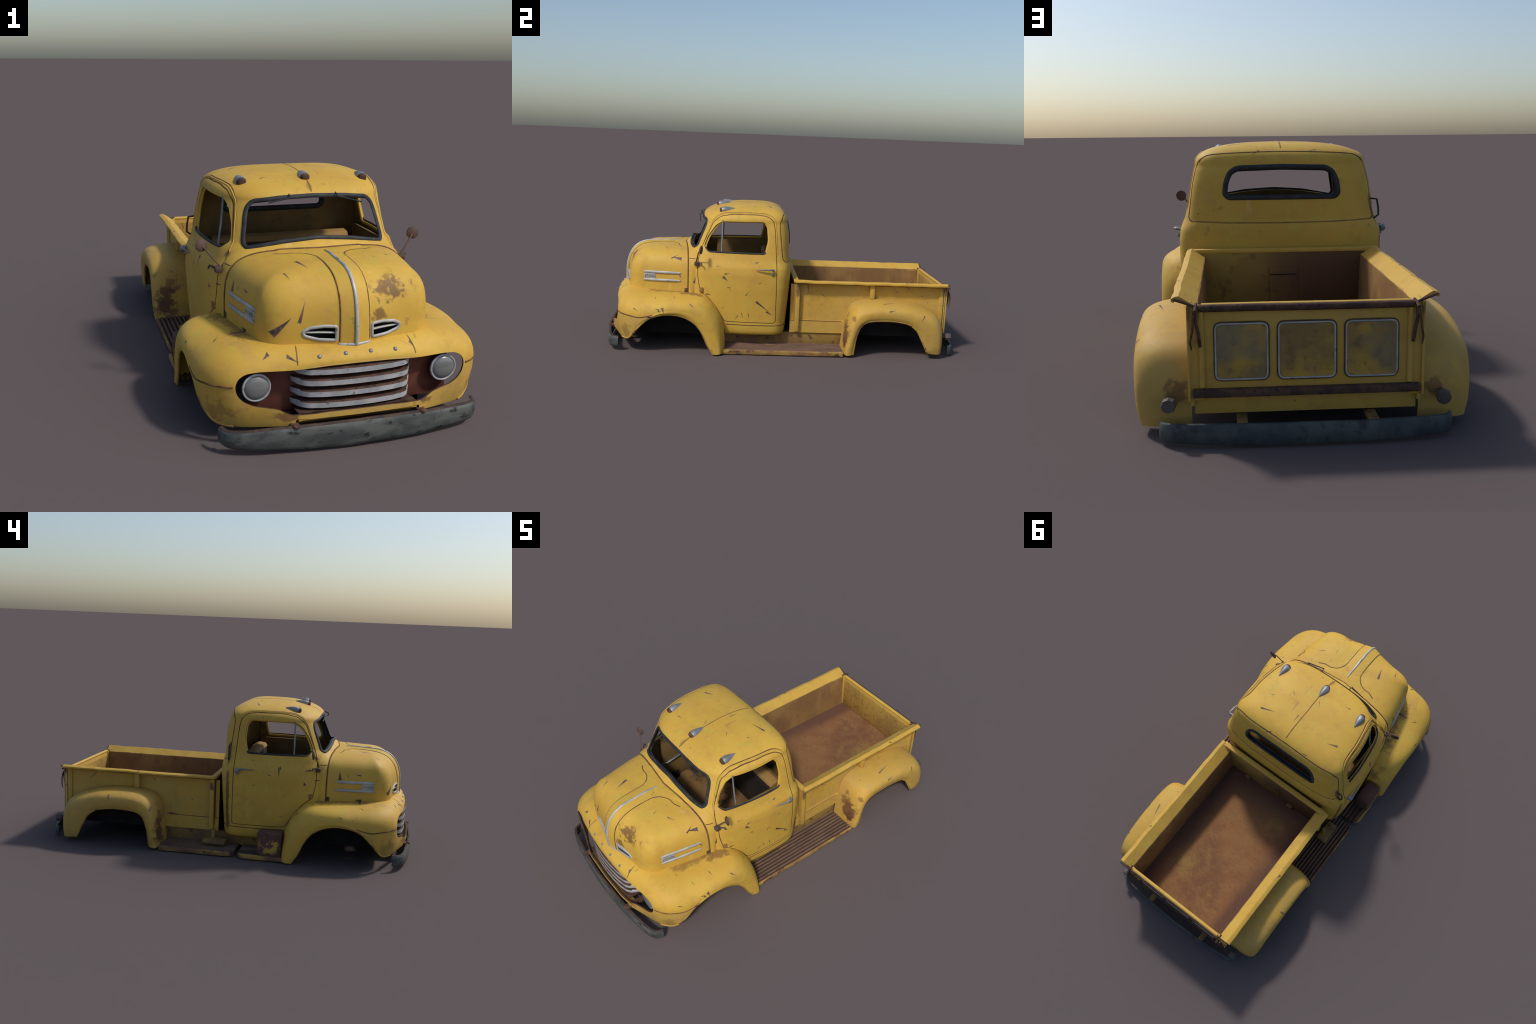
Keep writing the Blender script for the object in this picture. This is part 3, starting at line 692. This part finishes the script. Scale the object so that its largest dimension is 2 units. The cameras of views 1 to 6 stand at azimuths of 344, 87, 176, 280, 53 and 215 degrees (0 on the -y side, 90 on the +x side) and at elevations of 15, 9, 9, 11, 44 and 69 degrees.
for i in range(NU):
    I, B, D = sI[i], sB[i], sD[i]; w = np.clip((par[i] - 8) / 4, 0, 1); w = w * w * (3 - 2 * w)
    C = (1 - w) * np.array([I[0], B[1], B[2]]) + w * np.array([I[0], I[1], B[2]])
    nn = np.interp(par[i], [0, 4, 7, 10, 13, 15, 17], [2.2, 2.2, 2.25, 2.4, 2.0, 1.75, 1.7])
    for j in range(NA):
        a = j / (NA - 1) * math.pi / 2
        GF[i, j] = C + (I - C) * max(math.cos(a), 0) ** (2 / nn) + (B - C) * math.sin(a) ** (2 / nn)
    for j in range(ND):
        t = (j + 1) / ND; p = B + (D - B) * t
        out = np.array([.004, 0, 0]) * (1 - w) + np.array([0, -.008, 0]) * w
        GF[i, NA + j] = p + out * math.sin(t * math.pi)
GF[-1, :, 0] = 0
def part(i0, i1, j0, j1):
    sub = GF[i0:i1 + 1, j0:j1 + 1]; return sub.reshape(-1, 3), grid_faces(sub.shape[0], sub.shape[1])
iV = int(round(9.0 / (nst - 1) * (NU - 1))); iN = int(round(14.75 / (nst - 1) * (NU - 1))); NV = NA + ND
hole = round_poly([(-.402, .215), (-.392, .240), (-.368, .255), (-.33, .260), (-.21, .263), (-.10, .271), (0, .273), (.10, .271), (.21, .263), (.33, .260), (.368, .255), (.392, .240), (.402, .215),
                   (.396, .185), (.375, .162), (.345, .148), (.268, .137), (.232, .118), (.10, .123), (0, .124), (-.10, .123), (-.232, .118), (-.268, .137), (-.345, .148), (-.375, .162), (-.396, .185)], .012, 3)
slot = round_poly([(-.216, .105), (.216, .105), (.216, -.1), (-.216, -.1)], .01, 3)
inside = (.2, -.6, .1)
V1, F1 = part(0, iV, 0, NV - 1); V2, F2 = part(iV, iN, 0, NA - 1)
fender = shell('fender', np.vstack([V1, V2]), F1 + [tuple(i + len(V1) for i in f) for f in F2], M_fend, .007, outward=(.30, -.6, .05))
dent(fender, .0012, 7, 1)
boolean(fender, prism(hole, 'y', -1.2, -.80, M_rust)); fender2 = mirror(fender)
Vn, Fn = part(iN, NU - 1, 0, NA - 1)
nose = shell('nose_panel', np.vstack([Vn, Vn * [-1, 1, 1]]), Fn + [tuple(reversed([i + len(Vn) for i in f])) for f in Fn], M_paint, .007, outward=(0, -.8, .1))
boolean(nose, prism(hole, 'y', -1.2, -.80, M_rust))
Vv, Fv = part(iV, NU - 1, NA - 1, NV - 1)
val = shell('valance', np.vstack([Vv, Vv * [-1, 1, 1]]), Fv + [tuple(reversed([i + len(Vv) for i in f])) for f in Fv], M_val, .007, outward=(0, -.6, .15))
boolean(val, prism(hole, 'y', -1.2, -.80, M_rust)); boolean(val, prism(slot, 'y', -1.2, -.85, M_rust))
clip = tree(fender, fender2, nose)
for sx, fo in ((1, fender), (-1, fender2)):
    L = GF[iV:, NA - 1] * [sx, 1, 1]; L = L[np.abs(L[:, 0]) > .403]
    o = tube('fender_seam', L, .0030, M_seam, fo, 8); o["kind"] = "stuff"
    P1, N1 = cast(clip, [(sx * (.196 + .010 * t), -.888 - .058 * t) for t in np.linspace(0, 1, 20)], 'z', 1); k = next((i for i in range(1, 20) if P1[i, 2] < P1[i - 1, 2] - .008), 20) - 1; o = tube('fender_seam', P1[:k], .0024, M_soft, fo, 8, False, .5, N1[:k]); o["kind"] = "stuff"
    lip = GF[:int(13.2 / (nst - 1) * (NU - 1)), -1] * [sx, 1, 1]
    tube('fender_lip', lip + np.array([-.002 * sx, 0, 0]), .005, M_lip, fo, 8)
# holes of a lost emblem
nb = tree(nose)
for x in (-.131, -.043, .043, .131):
    P, N = cast(nb, [(x, .303 - .004 * (abs(x) > .1))], 'y', -1, .0)
    s = tube('emblem_stud', [P[0] - N[0] * .004, P[0] + N[0] * .0015, P[0] + N[0] * .004], .006, M_steel, nose, 10, taper=[.008, .007, .004])

# ---------- grille, backing panel, headlights
box('grille_backing', (-.355, -.872, .095), (.355, -.862, .285), M_red, None, .001)
extrude_profile('grille_tray', [(-.950, .1195), (-.950, .1155), (-.85, .104), (-.85, .108)], 'x', -.202, .202, M_rust)
extrude_profile('grille_hood_liner', [(-.932, .276), (-.932, .280), (-.86, .286), (-.86, .282)], 'x', -.17, .17, M_red)
BX = np.linspace(-.209, .209, 61)
def bar_y(x):
    return np.interp(abs(x), [0, .06, .12, .165, .185, .200, .209], [-.960, -.958, -.951, -.940, -.926, -.902, -.886])
for k in range(4):
    zc = .2490 - k * .0380; V = []
    prof = [(0, -.0085), (0, .0085), (.004, .011), (.024, .012), (.026, -.009), (.004, -.011)]
    for x in BX:
        y = bar_y(x) + .006 * (k == 0) * 0; e = 1 if abs(x) < .2 else .8
        for p in prof: V.append((x, y + p[0], zc + p[1] * e + .002 * math.cos(x * 7)))
    F = grid_faces(61, 6, False, True) + [tuple(range(6)), tuple(range(360, 366))]
    b_ = new_obj('grille_bar', V, F, M_chrome, None, 30)
    b_.data.materials.append(M_rust)
    for p in b_.data.polygons:
        if p.normal.z > .7 or p.normal.z < -.7 or p.normal.y > .5: p.material_index = 1
def lathe(name, prof, origin, axis, mat, parent=None, seg=32, smooth=40):
    """prof: (distance along axis, radius)"""
    ax = Vector(axis).normalized(); u = ax.orthogonal().normalized(); w = ax.cross(u); V = []
    for d, r in prof:
        for k in range(seg):
            a = 2 * math.pi * k / seg; V.append(Vector(origin) + ax * d + (u * math.cos(a) + w * math.sin(a)) * r)
    F = grid_faces(len(prof), seg, False, True) + [tuple(range(seg)), tuple(range((len(prof) - 1) * seg, len(prof) * seg))]
    return new_obj(name, V, F, mat, parent, smooth)
for sx in (1, -1):
    h = lathe('headlight', [(-.03, .030), (-.012, .044), (0, .046)], (sx * .329, -.896, .200), (0, -1, 0), M_red, None, 28)
    lathe('headlight_lens', [(0, .0425), (.005, .041), (.010, .035), (.0135, .024), (.015, .011), (.0153, .002)], (sx * .329, -.898, .200), (0, -1, 0), M_lens, h, 32)
    ring = [(sx * .329 + .0445 * math.cos(a), -.901, .200 + .0445 * math.sin(a)) for a in np.linspace(0, 2 * math.pi, 33)[:-1]]
    tube('headlight_ring', ring, .0042, M_chrome, h, 8, True)

# ---------- bumpers
def bumper(name, plan, prof, mats, parent=None):
    """prof: (outward offset, z) open section walked along the plan curve"""
    P = catmull(plan, 81); P = resample(np.vstack([P, (P * [-1, 1])[::-1][1:]]), 121)
    T = np.gradient(P, axis=0); T /= np.linalg.norm(T, axis=1)[:, None]; N = np.c_[T[:, 1], -T[:, 0]]
    if N[60, 1] * P[60, 1] < 0: N = -N
    V = []; zm = np.mean([p[1] for p in prof])
    for i in range(121):
        s = 1.12 - .42 * (abs(P[i, 0]) / P[0, 0]) ** 2 if plan[0][1] < 0 else 1 - .12 * (abs(P[i, 0]) / P[0, 0]) ** 4
        for o_, z in prof: V.append((P[i, 0] + N[i, 0] * o_, P[i, 1] + N[i, 1] * o_, (z - zm) * s + zm))
    n = len(prof); F = grid_faces(121, n)
    o = shell(name, V, F, mats[0], .006, parent, 50, outward=(0, 0, .05)); o.data.materials.append(mats[1])
    for p in o.data.polygons:
        if abs(p.normal.z) > .6: p.material_index = 1
    return o
fb = bumper('bumper', [(.450, -.900), (.442, -.925), (.425, -.944), (.39, -.957), (.32, -.970), (.20, -.984), (.10, -.991), (0, -.993)],
            [(-.010, .090), (-.002, .091), (.003, .086), (.006, .072), (.007, .050), (.006, .026), (.002, .013), (-.006, .009)], (M_bump, M_bumprust))
dent(fb, .003, 9, 3)
rb = bumper('bumper', [(.402, .938), (.397, .953), (.374, .967), (.32, .978), (.20, .989), (.10, .993), (0, .994)],
            [(-.006, .064), (.002, .063), (.005, .055), (.006, .032), (.005, .010), (.002, .005), (-.006, .004)], (M_rbump, M_rbump))
dent(rb, .002, 9, 4)
for sx in (1, -1):
    box('bumper_bracket', (min(sx * .205, sx * .235), -.980, .070), (max(sx * .205, sx * .235), -.86, .092), M_rust, fb, .004)
    lathe('bumper_bolt', [(0, .011), (.006, .010), (.009, .004)], (sx * .22, -.981, .088), (0, -.3, 1), M_rust, fb, 12)
    box('bumper_bracket', (min(sx * .165, sx * .195), .88, .045), (max(sx * .165, sx * .195), .985, .062), M_sill, rb, .003)

# ---------- rear fenders
RS = [((.318, .337, .012), (.480, .366, .010), (.470, .393, .014)), ((.318, .341, .060), (.486, .372, .056), (.474, .398, .062)),
      ((.318, .349, .130), (.488, .383, .110), (.476, .406, .115)), ((.318, .362, .205), (.489, .398, .165), (.477, .425, .170)),
      ((.318, .384, .262), (.489, .422, .205), (.478, .456, .199)), ((.318, .422, .290), (.489, .455, .233), (.478, .496, .209)),
      ((.318, .483, .303), (.489, .505, .246), (.478, .545, .212)), ((.318, .560, .306), (.489, .565, .248), (.478, .590, .212)),
      ((.318, .640, .303), (.489, .635, .243), (.478, .645, .207)), ((.318, .720, .293), (.488, .702, .230), (.477, .697, .194)),
      ((.318, .800, .271), (.487, .764, .208), (.476, .742, .161)), ((.318, .866, .236), (.486, .816, .168), (.474, .772, .110)),
      ((.318, .899, .174), (.482, .848, .114), (.472, .792, .070)), ((.318, .906, .093), (.476, .858, .066), (.470, .806, .042)),
      ((.318, .902, .028), (.466, .860, .026), (.464, .812, .030))]
NR = 141; rI, rB, rD = (catmull([s[k] for s in RS], NR) for k in range(3)); GR = np.zeros((NR, 42, 3)); rp = np.linspace(0, len(RS) - 1, NR)
for i in range(NR):
    I, B, D = rI[i], rB[i], rD[i]; B = B + [-.001, 0, 0]; D = D + [-.001, 0, 0]; C = np.array([I[0], B[1], B[2]]); nn = np.interp(rp[i], [0, 3, 6, 9, 14], [2.9, 2.7, 2.45, 2.75, 3.0])
    for j in range(30):
        a = j / 29 * math.pi / 2; GR[i, j] = C + (I - C) * max(math.cos(a), 0) ** (2 / nn) + (B - C) * math.sin(a) ** (2 / nn)
    for j in range(12):
        t = (j + 1) / 12; GR[i, 30 + j] = B + (D - B) * t + np.array([.003, 0, 0]) * math.sin(t * math.pi)
rf = shell('fender', GR.reshape(-1, 3), grid_faces(NR, 42), M_rfend, .007, outward=(.30, .62, .0)); dent(rf, .0016, 8, 5)
rf2 = mirror(rf)
for sx, fo in ((1, rf), (-1, rf2)):
    L = GR[:, -1] * [sx, 1, 1] + np.array([-.002 * sx, 0, 0]); tube('fender_lip', L, .0055, M_lip, fo, 8)
    t = lathe('tail_lamp', [(-.012, .016), (0, .021), (.014, .0215), (.020, .019), (.021, .006)], (sx * .379, .940, .107), (sx * .05, 1, 0), M_tail, fo, 8, 25)
    tube('lamp_stalk', [(sx * .385, .86, .112), (sx * .381, .935, .107)], .009, M_rust, fo, 8)

# ---------- cargo bed
bed = bpy.data.objects.new('cargo_bed', None); bpy.context.scene.collection.objects.link(bed); bed.parent = ROOT
Y0, Y1 = .046, .926
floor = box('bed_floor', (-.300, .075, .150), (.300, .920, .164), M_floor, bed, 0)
for sx in (1, -1):
    def P2(L): return [(sx * a, b) for a, b in L]
    w = extrude_profile('bed_side', P2([(.320, .094), (.320, .164), (.315, .168), (.315, .374), (.309, .374), (.309, .094)]), 'y', Y0, Y1, M_bed, bed, 40)
    dent(w, .001, 6, 8)
    extrude_profile('bed_wall', P2([(.308, .160), (.308, .375), (.296, .372), (.287, .160)]), 'y', .085, .924, M_wall, bed, 1)
    r = extrude_profile('bed_rail', P2([(.297, .366), (.334, .389), (.353, .392), (.360, .386), (.366, .390), (.366, .397), (.358, .402), (.346, .404), (.299, .374)]), 'y', .068, .931, M_rail, bed, 60, 0, 30)
    dent(r, .0028, 14, 9 + sx)
    box('bed_post', (min(sx * .314, sx * .341), .073, .104), (max(sx * .314, sx * .341), .096, .380), M_bed, bed, .003)
    box('stake_pocket', (min(sx * .312, sx * .348), .493, .306), (max(sx * .312, sx * .348), .519, .382), M_bed, bed, .003)
    box('bed_post', (min(sx * .313, sx * .324), .896, .120), (max(sx * .313, sx * .324), .924, .386), M_bed, bed, .002)
    box('corner_post', (min(sx * .282, sx * .324), .917, .112), (max(sx * .282, sx * .324), .930, .378), M_bed, bed, .002)
    tube('post_bead', [(sx * .286, .932, .150), (sx * .286, .933, .25), (sx * .287, .933, .365)], .0085, M_bed, bed, 8)
    tube('post_flange', [(sx * .322, .936, .112), (sx * .322, .938, .378)], .004, M_bed, bed, 6)
    # latch chains
    tube('latch_chain', [(sx * .302, .940, .372), (sx * .307, .956, .345), (sx * .309, .962, .315), (sx * .316, .958, .285), (sx * .313, .954, .262)], .004, M_rust, bed, 6, taper=[.007, .004, .0035, .0032, .002])
    tube('latch_chain', [(sx * .304, .942, .366), (sx * .300, .953, .335), (sx * .294, .953, .305), (sx * .290, .949, .268)], .004, M_rust, bed, 6, taper=[.007, .005, .0055, .005])
    tube('latch_hook', [(sx * .300, .915, .378), (sx * .301, .948, .374), (sx * .301, .963, .368)], .005, M_rust, bed, 6)
    tube('latch_hook', [(sx * .303, .938, .376), (sx * .330, .941, .388), (sx * .358, .942, .398)], .004, M_rust, bed, 6)
    o = tube('side_crease', [(sx * .320, Y0, .1655), (sx * .320, .34, .1655)], .0022, M_soft, bed, 6); o["kind"] = "stuff"
bw = box('bulkhead', (-.320, .066, .100), (.320, .086, .392), M_bulk, bed, .003)
box('bulkhead_cap', (-.345, .060, .386), (.345, .088, .402), M_rail, bed, .004)
box('bulkhead_door', (-.055, .084, .185), (.055, .091, .330), M_bulk, bw, .003); box('bulkhead_slot', (-.050, .088, .300), (.050, .0925, .304), M_dark, bw, .0005)
for x in (-.13, .17): box('floor_bracket', (x - .02, .084, .160), (x + .02, .104, .20), M_wall, bw, .006)
# tailgate
tg = box('tailgate', (-.281, .921, .140), (.281, .931, .372), M_bed, bed, .002); dent(tg, .0005)
box('tailgate_liner', (-.279, .9185, .166), (.279, .9220, .350), M_inner, tg, .001)
tube('tailgate_roll', [(-.293, .937, .371), (-.15, .938, .3705), (0, .938, .3705), (.15, .938, .3715), (.293, .937, .371)], .0105, M_rust, tg, 10)
tube('tailgate_cap', [(-.285, .929, .375), (-.1, .929, .3745), (.1, .929, .3755), (.285, .929, .375)], .0105, M_rail, tg, 10, flat=.8)
for x0, x1 in ((-.249, -.108), (-.077, .077), (.108, .249)):
    pp = round_poly([(x0, .171), (x1, .171), (x1, .326), (x0, .326)], .016, 4)
    pan = prism(offset_poly(pp, -.003), 'y', .930, .937, M_tpan); pan.name = 'tail_panel'; pan.data.name = 'tail_panel'; pan.parent = tg
    tube('panel_bead', [(p[0], .9365, p[1]) for p in pp], .0028, M_chromed, pan, 8, True)
    tube('panel_shadow_bead', [(p[0], .9325, p[1]) for p in offset_poly(pp, .0045)], .0035, M_seam, pan, 8, True, .5)
box('tail_sill', (-.314, .905, .122), (.314, .948, .146), M_rust, bed, .006)
box('tail_skirt', (-.310, .897, .066), (.310, .912, .124), M_bed, bed, .003)

# ---------- running boards, sills, box and bracket
def board(sx, y0, y1, round0=False, round1=False, out=0):
    V = []; ys = np.linspace(y0, y1, 40); prof = [(.292, .002)]
    xs = np.linspace(.292, .470, 150)
    def z_top(x):
        s = (x - .292) / .178; r = .5 + .5 * math.cos(2 * math.pi * s * 9.0)
        return .017 + .010 * (r ** .5) + .002 * (1 - s)
    prof += [(x, z_top(x)) for x in xs] + [(.476, .024), (.478, .012), (.474, .002)]
    for y in ys:
        for x, z in prof:
            e = min(y - y0 if round0 else 9, y1 - y if round1 else 9); lim = .478 - max(0, .03 - e) * .9 * (1 if e < .03 else 0)
            V.append((sx * (min(x, lim) + out * max(0, (x - .40) / .076)), y, z))
    n = len(prof); F = grid_faces(40, n, False, True) + [tuple(range(n)), tuple(range(39 * n, 40 * n))]
    o = new_obj('running_board', V, F, M_board, None, 40); o.data.materials.append(M_edge)
    for p in o.data.polygons:
        if abs(p.center[0]) > .469: p.material_index = 1
    dent(o, .0012, 10, 2 + y0); return o
board(1, -.334, .337); board(-1, -.070, .337, True, False); board(-1, -.345, -.094, False, True, .014)
for sx in (1, -1):
    box('frame_sill', (min(sx * .280, sx * .312), -.335, .020), (max(sx * .280, sx * .312), .345, .092), M_sill, None, .003)
box('step_box', (-.486, -.327, .020), (-.400, -.198, .154), M_box, None, .010, seg=3)
br = box('step_bracket', (-.408, -.010, .038), (-.345, .115, .064), M_sill, None, .008); box('bracket_post', (-.368, .055, .06), (-.350, .075, .11), M_sill, br, .002)

# ---------- underbody: dark pans that close the wheel wells and the cab floor
for sx in (1, -1):
    box('wheel_well_panel', (min(sx * .268, sx * .273), -.84, .060), (max(sx * .268, sx * .273), -.33, .305), M_dark, None, 0)
    wh = prism([(.39, .09), (.40, .20), (.44, .255), (.50, .272), (.60, .272), (.70, .25), (.78, .20), (.815, .14), (.83, .09)], 'x', sx * .314, sx * .330, M_dark); wh.name = 'wheel_housing'; wh.data.name = 'wheel_housing'
    box('frame_rail', (min(sx * .15, sx * .20), -.88, .06), (max(sx * .15, sx * .20), .885, .10), M_dark, None, .003)
box('underbody_pan', (-.30, -.34, .088), (.30, .89, .098), M_dark, None, 0)
box('firewall', (-.30, -.530, .30), (.30, -.525, .46), M_dark, cab, 0)
extrude_profile('gravel_pan', [(-.964, .104), (-.915, .070), (-.915, .064), (-.964, .098)], 'x', -.205, .205, M_val)

# ---------- cabin
box('cabin_floor', (-.345, -.36, .140), (.345, .01, .150), M_cabin, cab, 0)
def pad(name, lo, hi, bev): return box(name, lo, hi, M_seat, cab, bev, 60, 5)
seat = extrude_profile('bench_seat', [(-.09, .18), (-.36, .18), (-.370, .22), (-.358, .246), (-.33, .255), (-.12, .248), (-.09, .245)], 'x', -.300, .300, M_seat, cab, 1, .010, 50)
sb = extrude_profile('seat_back', [(-.128, .24), (-.110, .44), (-.106, .482), (-.094, .498), (-.060, .503), (-.030, .485), (-.012, .455), (-.010, .26)], 'x', -.295, .295, M_seatdark, seat, 1, .010, 50)
extrude_profile('seat_bolster', [(-.112, .481), (-.099, .4995), (-.060, .5048), (-.029, .487), (-.010, .456), (-.03, .45), (-.10, .47)], 'x', -.296, .296, M_bolster, seat, 1, .004, 50)
box('seat_base', (-.30, -.35, .15), (.30, -.06, .21), M_cabin, seat, .005)
box('dashboard', (-.26, -.505, .45), (.26, -.485, .535), M_cabin, cab, .008, 60, 3)
for sx, d in zip((1, -1), doors):
    extrude_profile('door_card', [(-.39, .32), (-.39, .528), (-.06, .528), (-.055, .19), (-.32, .19), (-.37, .27)], 'x', sx * .332, sx * .345, M_lining, d, 1, .004)
    tube('door_pull', [(sx * .338, -.392, .335), (sx * .322, -.37, .342), (sx * .322, -.29, .356), (sx * .338, -.275, .358)], .006, M_steel, d, 8)

# ---------- fittings
for x, y in ((0, -.360), (.240, -.338), (-.240, -.338)):
    h = body_skin.ray_cast(Vector((x, y, 2)), Vector((0, 0, -1))); z = h[0].z; V = []
    secs = [(-.032, .006, .006), (-.030, .014, .014), (-.018, .020, .019), (-.002, .0205, .020), (.018, .016, .016), (.036, .009, .010), (.054, .002, .003)]
    nrm = h[1] if h[1].z > 0 else -h[1]; pitch = -math.atan2(-nrm.y, nrm.z) * .8; roll = math.atan2(nrm.x, nrm.z) * .6
    R = Matrix.Translation((x, y, z)) @ Matrix.Rotation(roll, 4, 'Y') @ Matrix.Rotation(-pitch * 0 + math.atan2(-nrm.y, nrm.z) * .8, 4, 'X')
    sg = 12
    for yy, hw, hh in secs:
        for k in range(sg):
            a = 2 * math.pi * k / sg; V.append(R @ Vector((hw * math.cos(a), yy, max(-.006, hh * math.sin(a)) )))
    F = grid_faces(len(secs), sg, False, True) + [tuple(range(sg)), tuple(range((len(secs) - 1) * sg, len(secs) * sg))]
    o = new_obj('roof_lamp', V, F, M_steel, cab, 35); o.data.materials.append(M_rust)
    inv = R.inverted()
    for p in o.data.polygons:
        if (inv @ p.center).y < -.012: p.material_index = 1
for sx, d in zip((1, -1), doors):
    # mirror on a stalk
    mir = lathe('mirror', [(-.006, .004), (-.005, .016), (-.001, .0235), (.003, .0245), (.005, .0235), (.0055, .004)], (sx * .413, -.464, .566), (sx * .25, 1, -.05), M_mirror, d, 9, 25)
    tube('mirror_stalk', [(sx * .348, -.490, .489), (sx * .372, -.485, .515), (sx * .398, -.476, .550), (sx * .412, -.466, .564)], .0032, M_mirror, mir, 6)
    box('mirror_bracket', (min(sx * .345, sx * .372), -.500, .470), (max(sx * .345, sx * .372), -.474, .492), M_mirror, mir, .005)
    tube('mirror_brace', [(sx * .362, -.484, .486), (sx * .385, -.462, .490), (sx * .388, -.458, .478)], .004, M_mirror, mir, 6)
    # door handle
    hx = .418
    dh = tube('door_handle', [(sx * (hx - .028), -.066, .463), (sx * (hx - .004), -.064, .466), (sx * hx, -.072, .467), (sx * (hx - .003), -.11, .466), (sx * (hx - .012), -.160, .464)], .006, M_steel, d, 8, flat=.8, taper=[.0065, .0065, .0065, .005, .002])
    lathe('lock_button', [(0, .008), (.012, .008), (.015, .004)], (sx * .394, -.066, .440), (sx, 0, 0), M_steel, d, 10)
    P, N = cast(door_skin, [(-.466, .335)], 'x', sx)
    box('door_hinge', tuple(P[0] - [.008, .011, .013]), tuple(P[0] + [.008, .011, .013]), M_soft, d, .003)
P, N = cast(body_skin, [(-.066, .457)], 'x', -1); lathe('filler_knob', [(-.01, .006), (.006, .006), (.008, .014), (.022, .013), (.028, .006)], tuple(P[0]), (-1, 0, 0), M_steel, doors[1], 8, 25)
tube('grab_handle', [(-.352, -.010, .580), (-.378, -.012, .577), (-.384, -.013, .545), (-.385, -.012, .515), (-.368, -.010, .503)], .004, M_rubber, cab, 6)
for (a, b_) in (((-.09, -.488, .728), (-.17, -.480, .712)), ((.09, -.488, .728), (.19, -.478, .700))):
    wp = tube('wiper', [(a[0], -.466, .738), a, b_], .0028, M_rubber, cab, 6)

bpy.context.view_layer.update()
